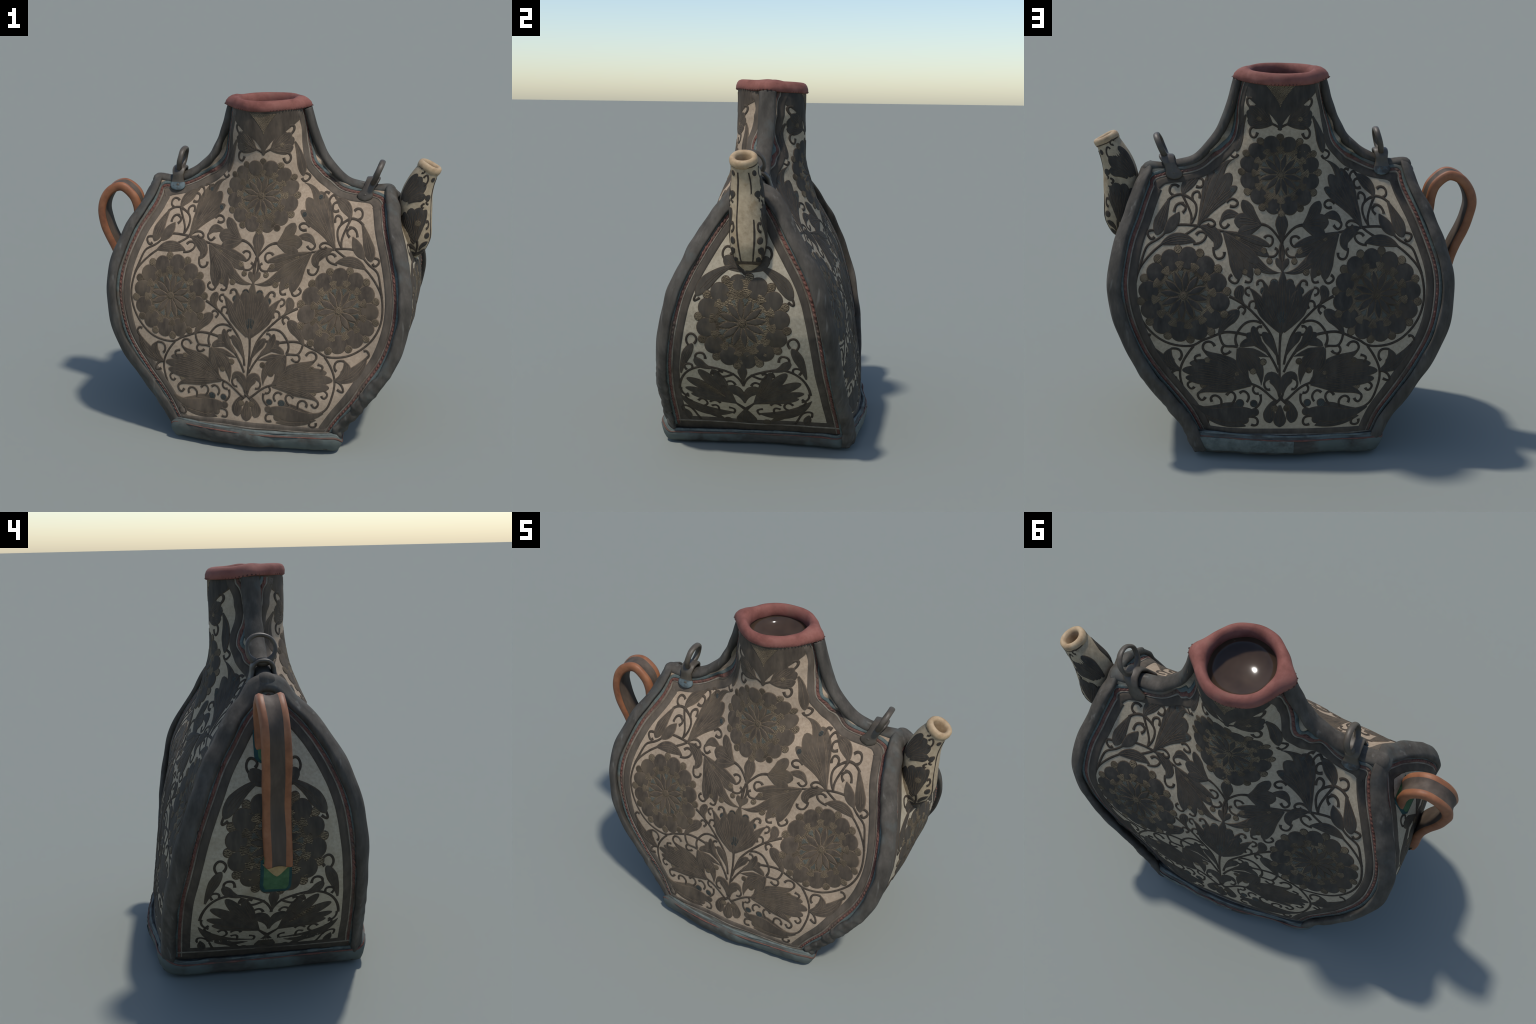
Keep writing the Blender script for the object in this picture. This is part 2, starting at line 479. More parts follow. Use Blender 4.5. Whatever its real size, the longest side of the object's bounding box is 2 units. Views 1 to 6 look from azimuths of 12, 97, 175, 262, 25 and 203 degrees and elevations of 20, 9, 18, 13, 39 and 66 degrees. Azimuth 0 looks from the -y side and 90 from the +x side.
for side in (1, -1):
    legs = CENTRE["front", side].tolist() + CENTRE["back", side].tolist()[::-1][1:]
    heel = lambda q: [q[0] - side * .012, q[1] * .995, .030]      # the welt runs on down into the foot binding
    path = catmull([heel(legs[0])] + legs + [heel(legs[-1])], 430)
    n = len(path)
    t = np.linspace(-1, 1, n)
    low = np.clip((.55 - path[:, 2]) / .4, 0, 1)
    r = np.full(n, WELT_R)
    T = np.gradient(path, axis=0)
    out = np.stack([0 * n + np.zeros(n), T[:, 2], -T[:, 1]], 1)
    out /= np.linalg.norm(out, axis=1)[:, None] + 1e-9
    out *= np.sign((out * (path - np.array([0, 0, .75]))).sum(1))[:, None]
    out[:, 0] = side * .95
    V, F = tube(path, .046, .021, out, 20, (.0036, 40, 4 + side))
    ang = np.arange(len(V) - 2) % 20 * (2 * np.pi / 20)
    ridge = np.r_[.0022 * np.cos(5 * ang), 0, 0]      # stitched-down ridges along the binding
    # creased leather: crumpled most at the low front corner on the spout side
    c = np.vstack([np.repeat(path, 20, 0), path[:1], path[-1:]])
    crumple = np.clip((.55 - c[:, 2]) / .3, 0, 1) * np.where(c[:, 1] < 0, 1, .45) * (1 if side > 0 else .35)
    d = V - c
    d /= np.linalg.norm(d, axis=1)[:, None] + 1e-9
    V = V + d * (ridge + crumple * (wobble(V, .006, 75, 21) + wobble(V, .003, 150, 22)))[:, None]
    fix_normals(make("shoulder_welt", V, F, "welt"))
    cr = [(x - side * (.012 if z < 1.5 else .019 if z < 1.72 else .027), z - (.020 if z < 1.5 else .004 if z < 1.8 else .016)) for x, z in CREST[side]]
    cr[0] = (APEX[side][0] - side * .036, APEX[side][2] - .046)
    cp = catmull([(x, 0, z) for x, z in cr], 140)
    wide = np.interp(cp[:, 2], [1.35, 1.45, 1.6, 1.9], [.038, .040, .045, .046])
    V, F = tube(cp, .026, wide, (0, 1, 0), 22, (.0028, 40, 14 + side))
    fix_normals(make("neck_welt", V, F, "welt"))

# ---------------------------------------------------------------- binding round the foot
foot = [(-.466, -.455), (-.25, -.505), (.0, -.530), (.25, -.522), (.470, -.500), (.484, -.42), (.478, -.28), (.468, .0), (.474, .27), (.478, .452),
        (.27, .510), (.02, .533), (-.22, .512), (-.448, .475), (-.474, .25), (-.480, 0), (-.474, -.25)]
fp = catmull(foot + foot[:1], 400)[:-1]
tn = np.roll(fp, -3, 0) - np.roll(fp, 3, 0)
nrm = np.stack([tn[:, 1], -tn[:, 0]], 1)
nrm /= np.linalg.norm(nrm, axis=1)[:, None]
prof = [(-.03, .128), (.000, .134), (.014, .130), (.022, .116), (.026, .096), (.021, .070), (.006, .044), (-.018, .024), (-.055, .012), (-.12, .008)]
zoff = .012 * np.sin(np.arctan2(fp[:, 1], fp[:, 0]) * 2 + .6)
V = []
recess = .6 - .35 * abs(nrm[:, :1])
for (o, z) in prof:
    V.append(np.c_[fp + nrm * np.where(z < .09, .024 + (o - .024) * recess, o), np.full(len(fp), z) + zoff * (z > .1) * .6])
V = np.stack(V, 1)
W = V.reshape(-1, 3).copy()
nn = np.repeat(np.c_[nrm, 0 * nrm[:, :1]], len(prof), 0)
W += nn * (wobble(W, .004, 26, 31) + wobble(W, .002, 80, 32))[:, None]
W[:, 2] = np.maximum(W[:, 2], 0)
nP = len(prof)
Fb = []
for i in range(len(fp)):
    k = (i + 1) % len(fp)
    for j in range(nP - 1):
        Fb.append((i * nP + j, k * nP + j, k * nP + j + 1, i * nP + j + 1))
Fb.append([i * nP + nP - 1 for i in range(len(fp))])
ends = np.repeat(np.abs(nrm[:, 0]) ** 3 * np.where(nrm[:, 0] > 0, .42, .34), len(prof))
W[:, 2] *= 1 - ends * (W[:, 2] > .02)      # the binding is lower along the two narrow ends
W[:, 0] *= 1 - .22 * np.clip(.085 - W[:, 2], 0, 1) / .48      # ends lean in a little towards the ground
FOOT_DROP = 1 - ends.reshape(len(fp), len(prof))[:, 0]
FOOT_GRID = W.reshape(len(fp), nP, 3)
foot_obj = fix_normals(make("foot_binding", W, Fb, "base"))

# ---------------------------------------------------------------- lip and inside of the neck
LIPC = (.052, -.002)


def lip_ring(r, z, ear, n=120, tilt=-.055):
    t = np.linspace(0, 2 * np.pi, n, endpoint=False)
    e = np.exp(-(np.minimum(abs(t), 2 * np.pi - abs(t)) / .27) ** 2) + np.exp(-((t - np.pi) / .25) ** 2)
    rx = r + ear * e
    y = LIPC[1] + rx * np.sin(t) * (.97 if r > .17 else 1.)
    return np.stack([LIPC[0] + rx * np.cos(t), y, z + tilt * y + (.008 * e if r > .158 else 0)], 1)


rings = [(.190, 1.869, .038), (.200, 1.867, .042), (.2045, 1.872, .043), (.2035, 1.892, .036), (.198, 1.908, .026), (.189, 1.919, .015),
         (.176, 1.924, .007), (.164, 1.920, .002), (.155, 1.909, 0), (.150, 1.892, 0), (.149, 1.866, 0), (.153, 1.858, 0)]
V = np.vstack([lip_ring(*q) for q in rings])
V[:, 2] += wobble(V, .0032, 16, 41)
V[:, :2] += ((wobble(V, .003, 24, 42) + wobble(V, .0014, 70, 43))[:, None] * (V[:, :2] - np.array(LIPC)) / .2)
lip = fix_normals(make("lip", V, grid_faces(len(rings), 120, True), "lip"))
bowl = [(.158, 1.876), (.157, 1.864), (.154, 1.850), (.147, 1.836), (.134, 1.823), (.115, 1.812), (.092, 1.804), (.066, 1.798), (.040, 1.795), (.016, 1.7938), (.0005, 1.7936)]
V = np.vstack([lip_ring(r, z, 0, 96, 0) for r, z in bowl])
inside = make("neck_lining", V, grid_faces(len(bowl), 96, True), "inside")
import bmesh
bm = bmesh.new(); bm.from_mesh(inside.data); bmesh.ops.recalc_face_normals(bm, faces=bm.faces); bmesh.ops.reverse_faces(bm, faces=bm.faces)
bm.to_mesh(inside.data); bm.free()


# ---------------------------------------------------------------- ribbons and discs laid on a surface
layer = [0]


def lift():
    """Every inlaid piece sits a hair higher than the last, so no two lie in one plane."""
    layer[0] = (layer[0] + 1) % 23
    return .00005 * layer[0]


def ribbon(pts, w, place, h=.0035, n=None, step=.008, ncross=None, edge=.0045):
    """Strip along a 2D spline with half-width w(t) or constant. Returns verts, faces, index (0 outline, 1 field)."""
    pts = np.asarray(pts, float)
    length = np.linalg.norm(np.diff(pts, axis=0), axis=1).sum()
    n = n or max(8, int(length / step))
    c = round_spline(pts, n)
    t = np.gradient(c, axis=0)
    t /= np.linalg.norm(t, axis=1)[:, None] + 1e-12
    nv = np.stack([-t[:, 1], t[:, 0]], 1)
    ts = np.linspace(0, 1, n)
    ww = np.array([w(a) for a in ts]) if callable(w) else np.full(n, w)
    if ww.max() < .012:
        u, hh, ee = np.array([-1, -.7, .7, 1.]), np.array([-.0015, 1, 1, -.0015]), None
        U = ww[:, None] * u
    elif ww.max() > .06:
        f = np.r_[-1, -.985, np.linspace(-.96, .96, 41), .985, 1]
        U = ww[:, None] * f
        hh = np.r_[-.0015, .8, np.ones(41), .8, -.0015]
    else:
        k = np.minimum(edge, ww * .45)
        inner = np.clip(ww - k, 0, None)
        U = np.stack([-ww, -(ww - k * .35), -inner, -inner * .5, 0 * ww, inner * .5, inner, ww - k * .35, ww], 1)
        hh = np.array([-.0015, .8, 1, 1.05, 1.1, 1.05, 1, .8, -.0015])
    h = h + lift()
    H = np.where(hh < 0, hh, hh * h)[None, :] + np.zeros_like(U)
    Q = c[:, None, :] + nv[:, None, :] * U[..., None]
    V = place(Q[..., 0], Q[..., 1], H).reshape(-1, 3)
    m = U.shape[1]
    F = grid_faces(n, m)
    I = []
    for i in range(n - 1):
        for j in range(m - 1):
            I.append(0 if m == 4 or j in (0, 1, m - 3, m - 2) else 1)
    return V, F, I


def disc(c, r, place, h=.004, ry=None, n=20, ang=0, edge=.0045):
    ry = ry or r
    a = np.linspace(0, 2 * np.pi, n, endpoint=False)
    k = min(edge, r * .4) / r
    rr, hh = [1, 1 - k * .35, 1 - k, .5], [-.0015, .8, 1, 1.08]
    if r > .06:
        rr, hh = [1, 1 - k * .35] + list(np.linspace(1 - k, .06, 14)), [-.0015, .8] + [1] * 14
    h = h + lift()
    V, H = [], []
    for f, g in zip(rr, hh):
        x, y = r * f * np.cos(a), ry * f * np.sin(a)
        V.append(np.stack([c[0] + x * math.cos(ang) - y * math.sin(ang), c[1] + x * math.sin(ang) + y * math.cos(ang)], 1))
        H.append(np.full(n, g if g < 0 else g * h))
    V, H = np.vstack(V + [np.array([c])]), np.concatenate(H + [[1.1 * h]])
    P = place(V[:, 0], V[:, 1], H)
    m = len(rr)
    F = grid_faces(m, n, True)
    I = [0] * (2 * n) + [1] * ((m - 3) * n)
    for j in range(n):
        F.append(((m - 1) * n + j, (m - 1) * n + (j + 1) % n, m * n))
        I.append(1)
    return P, F, I


def petal(hw):
    return lambda t: max(.002, hw * min(1, (.16 + t / .62 * .84)) ** .9 * math.sqrt(max(0, 1 - max(0, (t - .62) / .385) ** 2)))


def lens(hw):
    return lambda t: max(.0018, hw * math.sin(math.pi * min(1, max(0, t))) ** .75)


def drop(hw):
    return lambda t: max(.0018, hw * (t / .6) ** .8 if t < .6 else hw * math.sqrt(max(0, 1 - ((t - .6) / .42) ** 2)))


def blade(hw):
    return lambda t: max(.002, hw * (.30 + .70 * min(1, t / .45)) * (1 - max(0, (t - .45) / .55) ** 1.6))


# ---------------------------------------------------------------- edging: teal strip, red stitching, pale line, dark frame band
def inward_offsets(edge, centre_dir, place, dists, reach=.26, m=90, shift=None):
    """For each edge point, the 2D points lying at the given 3D distances from the edge, walking inward."""
    t = np.gradient(edge, axis=0)
    t = np.stack([np.convolve(np.pad(t[:, k], 4, mode="edge"), np.ones(9) / 9, "valid") for k in (0, 1)], 1)
    t /= np.linalg.norm(t, axis=1)[:, None]
    nv = np.stack([-t[:, 1], t[:, 0]], 1) * centre_dir
    a = np.linspace(0, reach, m)
    Q = edge[:, None] + nv[:, None] * a[None, :, None]
    P = place(Q[..., 0], Q[..., 1], 0 * Q[..., 0])
    E = P[:, 0]
    D = np.empty(P.shape[:2])
    for i in range(len(P)):
        lo, hi = max(0, i - 60), i + 60
        D[i] = np.sqrt(((P[i][:, None] - E[None, lo:hi]) ** 2).sum(-1)).min(1)
    D = np.maximum.accumulate(D, 1)
    out = []
    for d in dists:
        aa = np.array([np.interp(max(.002, d - (shift[i] if shift is not None else 0)), D[i] + 1e-7 * np.arange(m), a) for i in range(len(edge))])
        aa = np.convolve(np.pad(aa, 3, mode="edge"), np.ones(7) / 7, "valid")
        out.append(edge + nv * aa[:, None])
    return out


def strip(a, b, place, h):
    """Band between two 2D lines."""
    f = np.array([0, .06, .3, .7, .94, 1])
    hh = np.array([-.0015, .85, 1.05, 1.05, .85, -.0015])
    h = h + lift()
    Q = a[:, None] * (1 - f)[None, :, None] + b[:, None] * f[None, :, None]
    H = np.where(hh < 0, hh, hh * h)[None, :] + np.zeros(Q.shape[:2])
    return place(Q[..., 0], Q[..., 1], H).reshape(-1, 3), grid_faces(len(a), 6)


def stitches(line, place, gap=.027, size=(.0115, .006, .0055), slant=.45, lift_h=.0025):
    """A row of slanting stitch beads along a 2D line on a surface."""
    P = place(line[:, 0], line[:, 1], 0 * line[:, 0] + lift_h)
    U = place(line[:, 0], line[:, 1], 0 * line[:, 0] + lift_h + .01) - P
    U /= np.linalg.norm(U, axis=1)[:, None]
    s = np.concatenate([[0], np.cumsum(np.linalg.norm(np.diff(P, axis=0), axis=1))])
    k = np.arange(gap, s[-1] - gap, gap) + rng.normal(0, gap * .07, len(np.arange(gap, s[-1] - gap, gap)))
    C = np.stack([np.interp(k, s, P[:, j]) for j in range(3)], 1)
    N = np.stack([np.interp(k, s, U[:, j]) for j in range(3)], 1)
    T = np.stack([np.interp(k + .006, s, P[:, j]) - np.interp(k - .006, s, P[:, j]) for j in range(3)], 1)
    T /= np.linalg.norm(T, axis=1)[:, None]
    B = np.cross(N, T)
    A = np.linspace(0, 2 * np.pi, 8, endpoint=False)
    parts = []
    for c, n_, t, b in zip(C, N, T, B):
        q = 1 + rng.normal(0, .14)
        tt, bb = t * math.cos(slant) + b * math.sin(slant), b * math.cos(slant) - t * math.sin(slant)
        V = [c + tt * size[0] * q * 1.05]
        for la in (.7, 0, -.7):
            for al in A:
                V.append(c + tt * size[0] * q * la * 1.15 + (bb * math.cos(al) * size[1] + n_ * math.sin(al) * size[2]) * q * (.74 if la else 1))
        V.append(c - tt * size[0] * q * 1.05)
        F = grid_faces(3, 8, True, 1)
        for j in range(8):
            F += [(0, 1 + (j + 1) % 8, 1 + j), (25, 17 + j, 17 + (j + 1) % 8)]
        parts.append((np.array(V), F, 0))
    return parts


OFF = [.028, .047, .0455, .0635, .0625, .0705, .070, .113, .0545]
for key in ("front", "back", 1, -1):
    if key in ("front", "back"):
        place = on_sheet(key)
        sets = [(panel_edge(key, -1, 230), -1), (panel_edge(key, 1, 230), 1)]
        sets = [(e[(e[:, 1] > .10) & (e[:, 1] < 1.885)], d) for e, d in sets]
        names = ("panel_edging", "panel_stitching", "panel_frame_band")
        mul = 1.
    else:
        place = on_gusset(key)
        e = catmull([(p[1], p[2]) for p in CENTRE["front", key][:-2]] + [(APEX[key][1], APEX[key][2] - .035)] +
                    [(p[1], p[2]) for p in CENTRE["back", key][:-2][::-1]], 420)
        e = e[e[:, 1] > .10]
        sets = [(e, -1)]
        mul = .92
    te, st, bd = [], [], []
    for e, d in sets:
        sh = None
        if key in ("front", "back"):
            k0 = int(np.argmin(np.hypot(e[:, 0] - APEX[d][0], e[:, 1] - APEX[d][2])))
            sh = np.interp(e[:, 1], [1.49, 1.60], [.016, -.016]) * np.clip((np.arange(len(e)) - k0 + 2) / 12, 0, 1)
        o = inward_offsets(e, d, place, [q * mul for q in OFF], shift=sh)
        for (i, j, h, lst, ix) in ((0, 1, .0045, te, 0), (2, 3, .0025, te, 1), (4, 5, .003, te, 2), (6, 7, .002, bd, 0)):
            V, F = strip(o[i], o[j], place, h)
            lst.append((V, F, ix))
        st += stitches(o[8], place, **({} if key in (1, -1) else dict(gap=.024, size=(.0095, .0052, .0038), lift_h=.0022)))
    V, F, I = join_parts(te)
    fix_normals(make("edging", V, F, ["teal", "red", "pale"], panels[key], I))
    V, F, I = join_parts(st)
    make("stitching", V, F, "red", panels[key], stuff=True)
    # level band above the foot
    if key in ("front", "back"):
        xs = [np.interp(.15, s_[0][:, 1], s_[0][:, 0]) for s_ in sets]
    else:
        c1, c2 = CENTRE["front", key], CENTRE["back", key]
        xs = [np.interp(.15, c1[:, 2], c1[:, 1]), np.interp(.15, c2[:, 2], c2[:, 1])]
    u = np.linspace(xs[0] + (.03 if xs[1] > xs[0] else -.03), xs[1] - (.03 if xs[1] > xs[0] else -.03), 90)
    sk = lambda z: np.c_[u, np.full(90, z)]
    V, F = strip(sk(.055 if key in (1, -1) else .110), sk(.166), place, .0022)
    bd.append((V, F, 0))
    V, F = strip(sk(.126), sk(.137), place, .0042)
    bd.append((V, F, 1))
    V, F, I = join_parts(bd)
    fix_normals(make("frame_band", V, F, ["band_front" if key == "front" else "band", "pale"], panels[key], I))

# ---------------------------------------------------------------- floral inlay
INLAY = ["line", "dark", "grain", "tealgrain", "tealink", "stem"]
TONES = {panels["front"]: ["line_front", "dark_front", "grain_front", "tealgrain", "tealink", "stem_front"], panels[1]: ["line", "dark_side", "grain", "tealgrain", "tealink", "stem"],
         panels[-1]: ["line", "dark_side", "grain", "tealgrain", "tealink", "stem"]}
STEM_W = .0070


def tendril(t):
    return STEM_W * (1 + .28 * max(0, (t - .8) / .2))


def inlay(name, items, place, parent):
    """items: ('s', pts) stem, ('l', half-width, pts[, profile]) leaf, ('b', radius, point[, field]) bead."""
    parts = []
    for it in items:
        if it[0] == "s":
            V, F, I = ribbon(it[1], it[2] if len(it) > 2 else tendril, place, .0016, step=.0035)
            parts.append((V, F, 5))
        elif it[0] == "l":
            prof = it[3] if len(it) > 3 else petal
            V, F, I = ribbon(it[2], prof(it[1] * 1.12), place, .0018, step=.008)
            k = it[4] if len(it) > 4 else 1
            parts.append((V, F, [k if i else 0 for i in I]))
            if k == 1 and it[1] >= .017:      # engraved veins
                c = round_spline(it[2], 14)
                tg = np.gradient(c, axis=0)
                tg /= np.linalg.norm(tg, axis=1)[:, None] + 1e-9
                sn = np.stack([-tg[:, 1], tg[:, 0]], 1)
                for off, a, b in ((0, 1, 12), (-.42, 3, 11), (.42, 3, 11)) if it[1] > .022 else ((0, 1, 12),):
                    w = np.array([prof(it[1])(q) for q in np.linspace(0, 1, 14)])
                    V, F, I = ribbon((c + sn * (w * off)[:, None])[a:b], lens(.0017), place, .0023, step=.012)
                    parts.append((V, F, 0))
        else:
            V, F, I = disc(it[2], it[1] * 1.05, place, .0019, n=16)
            k = it[3] if len(it) > 3 else 2
            parts.append((V, F, [k if i else 0 for i in I]))
    V, F, I = join_parts(parts)
    return fix_normals(make(name, V, F, TONES.get(parent, INLAY), parent, I))


def rosette(place, c, R, parent, squash=1., n=12, turn=0.):
    """Round flower: ring of petals with beads between, tan and teal fields, and a star of slim petals."""
    pl = lambda x, z, h: place(c[0] + (x - c[0]), c[1] + (z - c[1]) * squash, h)
    parts = []
    add = lambda q, k: parts.append((q[0], q[1], [k if i else 0 for i in q[2]]))
    at = lambda r, a: (c[0] + r * math.cos(a), c[1] + r * math.sin(a))
    add(disc(c, R * .90, pl, .0010, n=48), 2)
    for k in range(n):
        a = turn + 2 * math.pi * (k + .5) / n
        add(disc(at(R * .93, a), R * .098, pl, .0024, n=14), 2)
    for k in range(n):
        a = turn + 2 * math.pi * k / n
        j = 1 + rng.normal(0, .03)
        add(disc(at(R * .765, a), R * .225 * j, pl, .0019, ry=R * .212 * j, n=22, ang=a), 1)
        b = a + math.pi / n
        add(ribbon([at(R * .70, b), at(R * .60, b), at(R * .49, b)], lambda t: R * .135 * (1 - t) ** .7 * min(1, .4 + 4 * t) + .001, pl, .0022), 2)
        add(ribbon([at(R * .36, b), at(R * .45, b), at(R * .53, b)], lambda t: R * .085 * min(1, t * 1.2 + .1) * (1 if t < .85 else .6), pl, .0019), 3)
        add(ribbon([at(R * .10, a), at(R * .3, a), at(R * .50, a)], lens(R * .072), pl, .0027), 1)
    add(disc(c, R * .085, pl, .0038, n=16), 2)
    V, F, I = join_parts(parts)
    return fix_normals(make("rosette", V, F, TONES.get(parent, INLAY), parent, I))


def upper_sprig():
    return {
        "vine": [("s", [(.419, 1.154), (.449, 1.133), (.500, 1.105)]),
                 ("s", [(.598, 1.069), (.645, 1.033), (.682, .995), (.711, .951), (.725, .897), (.730, .839), (.722, .78), (.696, .714),
                        (.649, .653), (.595, .612), (.527, .590), (.441, .594), (.403, .617), (.357, .638), (.311, .659), (.27, .668), (.221, .664), (.177, .655)]),
                 ("s", [(.416, 1.155), (.458, 1.158), (.507, 1.158), (.549, 1.149), (.577, 1.126), (.617, 1.093), (.665, 1.067), (.686, 1.033), (.704, .978), (.716, .94)]),
                 ("s", [(.291, 1.137), (.356, 1.145), (.414, 1.155)])],
        "scroll": [("s", [(.454, 1.158), (.452, 1.203), (.471, 1.248), (.494, 1.293)]),
                   ("s", [(.451, 1.166), (.428, 1.21), (.428, 1.249), (.453, 1.275), (.493, 1.292)]),
                   ("s", [(.441, 1.269), (.439, 1.298), (.416, 1.306), (.408, 1.276)]),
                   ("s", [(.536, 1.289), (.557, 1.305), (.551, 1.328), (.529, 1.335), (.51, 1.325)])],
        "leaf": [("l", .026, [(.491, 1.287), (.476, 1.327), (.435, 1.365), (.40, 1.387)], lens),
                 ("s", [(.415, 1.366), (.391, 1.357), (.393, 1.332), (.425, 1.329)])],
        "leaf.a": [("s", [(.494, 1.293), (.536, 1.286), (.568, 1.264)]), ("l", .030, [(.561, 1.27), (.593, 1.203), (.626, 1.110)]),
                   ("s", [(.641, 1.131), (.671, 1.118), (.655, 1.094), (.636, 1.102)])],
        "leaf.b": [("s", [(.487, 1.254), (.521, 1.248), (.537, 1.215)]), ("s", [(.502, 1.254), (.479, 1.235), (.495, 1.212)]),
                   ("l", .026, [(.511, 1.215), (.545, 1.163), (.590, 1.115)], lens)],
        "leaf.c": [("l", .026, [(.606, 1.066), (.524, 1.094), (.428, 1.083)], lens),
                   ("s", [(.44, 1.074), (.387, 1.094), (.378, 1.121), (.403, 1.13), (.426, 1.115)])],
        "leaf.d": [("l", .027, [(.41, 1.154), (.344, 1.128), (.32, 1.095), (.339, 1.05)], lens),
                   ("s", [(.339, 1.064), (.338, 1.04), (.323, 1.016), (.296, 1.019), (.287, 1.045)])],
        "fan_flower": [("l", .025, [(.414, 1.16), (.303, 1.281), (.222, 1.344)]), ("l", .034, [(.414, 1.16), (.316, 1.30), (.25, 1.402)]),
                       ("l", .027, [(.414, 1.16), (.329, 1.339), (.281, 1.436), (.231, 1.475)], blade), ("l", .032, [(.414, 1.16), (.356, 1.325), (.311, 1.422)]),
                       ("l", .025, [(.414, 1.16), (.374, 1.291), (.360, 1.382)]), ("l", .028, [(.41, 1.165), (.37, 1.25), (.335, 1.37)]),
                       ("s", [(.369, 1.355), (.371, 1.388), (.387, 1.399), (.406, 1.383)]), ("s", [(.275, 1.265), (.241, 1.284), (.221, 1.271), (.229, 1.254), (.259, 1.251)]),
                       ("s", [(.336, 1.389), (.341, 1.415), (.364, 1.408)]), ("s", [(.41, 1.164), (.376, 1.183), (.346, 1.182), (.334, 1.166), (.349, 1.154), (.37, 1.166)]),
                       ("b", .016, (.243, 1.325), 4), ("b", .016, (.318, 1.396), 4), ("l", .011, [(.37, 1.23), (.345, 1.29), (.325, 1.335)], lens, 2)],
        "neck_leaf": [("l", .021, [(.166, 1.70), (.204, 1.589), (.220, 1.512)]), ("s", [(.23, 1.525), (.254, 1.501), (.234, 1.483), (.213, 1.501)])],
        "neck_flower": [("s", [(-.006, 1.638), (.015, 1.656), (.045, 1.669)]), ("l", .040, [(.038, 1.666), (.101, 1.693), (.162, 1.718)]),
                        ("l", .029, [(.041, 1.667), (.088, 1.723), (.122, 1.757)]), ("l", .027, [(.045, 1.663), (.098, 1.661), (.159, 1.674)]),
                        ("l", .024, [(.05, 1.668), (.105, 1.715), (.150, 1.748)]), ("s", [(.122, 1.647), (.147, 1.63), (.147, 1.601), (.131, 1.592), (.113, 1.619)]),
                        ("s", [(.13, 1.735), (.16, 1.762), (.158, 1.785), (.138, 1.788)]), ("b", .015, (.101, 1.69))],
    }


def middle_band():
    return {
        "palmette": [("l", .019, [(.291, 1.137), (.17, 1.115), (.061, 1.08)]), ("l", .025, [(.287, 1.13), (.147, 1.072), (.068, 1.035)]),
                     ("l", .029, [(.283, 1.123), (.146, 1.014), (.082, .971), (.008, .961)], blade), ("l", .028, [(.283, 1.12), (.183, .993), (.153, .932)]),
                     ("l", .029, [(.287, 1.12), (.232, 1.002), (.216, .922)]), ("l", .030, [(.29, 1.13), (.20, 1.06), (.12, 1.0)]), ("l", .026, [(.29, 1.13), (.235, 1.03), (.195, .965)]),
                     ("s", [(.072, 1.078), (.049, 1.093), (.05, 1.121), (.073, 1.128), (.089, 1.116)]), ("s", [(.072, 1.032), (.032, 1.039), (.023, 1.059), (.036, 1.071)]),
                     ("s", [(.153, .942), (.16, .914), (.186, .915)]), ("s", [(.213, .933), (.235, .905), (.262, .921), (.249, .944)]),
                     ("b", .018, (.123, .962)), ("b", .018, (.183, .960)), ("b", .016, (.064, 1.012)), ("b", .016, (.091, 1.057)),
                     ("b", .015, (.218, 1.113)), ("b", .015, (.225, 1.077)), ("b", .015, (.256, 1.07))],
        "side_flower": [("s", [(-.004, 1.01), (-.003, 1.086), (.025, 1.131), (.062, 1.167), (.106, 1.18)]), ("l", .036, [(.106, 1.18), (.17, 1.188), (.239, 1.182)]),
                        ("l", .028, [(.106, 1.18), (.156, 1.227), (.195, 1.284)]), ("l", .026, [(.106, 1.176), (.155, 1.154), (.219, 1.135)]),
                        ("l", .020, [(.205, 1.204), (.274, 1.212), (.308, 1.168)], blade), ("s", [(.30, 1.187), (.307, 1.167), (.291, 1.152), (.265, 1.171)]), ("b", .014, (.167, 1.195))],
        "tulip_side": [("l", .036, [(.002, .67), (.034, .798), (.041, .922)]), ("l", .030, [(.006, .674), (.067, .815), (.089, .905), (.110, .922)], blade),
                       ("l", .030, [(.006, .67), (.09, .779), (.138, .859), (.171, .888)], blade), ("l", .030, [(.005, .68), (.06, .79), (.085, .88)]),
                       ("s", [(.089, .906), (.108, .923), (.123, .916), (.123, .898)]), ("s", [(.16, .887), (.182, .879), (.182, .861), (.162, .85)]),
                       ("b", .021, (.041, .912), 4), ("b", .021, (.091, .873), 4)],
        "leaf.e": [("l", .023, [(.183, .802), (.216, .843), (.199, .894)], drop), ("s", [(.164, .791), (.156, .82), (.134, .821), (.134, .785)])],
        "leaf.f": [("l", .029, [(.316, .650), (.277, .717), (.213, .775)]), ("s", [(.22, .783), (.201, .796), (.185, .784), (.198, .758)])],
        "stem": [("s", [(.010, .50), (.019, .55), (.033, .606), (.054, .658), (.101, .721), (.138, .76), (.168, .788), (.212, .818), (.262, .842)]),
                 ("s", [(.102, .713), (.138, .725), (.179, .716), (.213, .682), (.231, .642), (.222, .597)]),
                 ("s", [(.311, .654), (.304, .625), (.286, .599), (.252, .596), (.219, .593)]), ("s", [(.286, .599), (.30, .576), (.291, .558), (.272, .558), (.255, .572)])],
    }


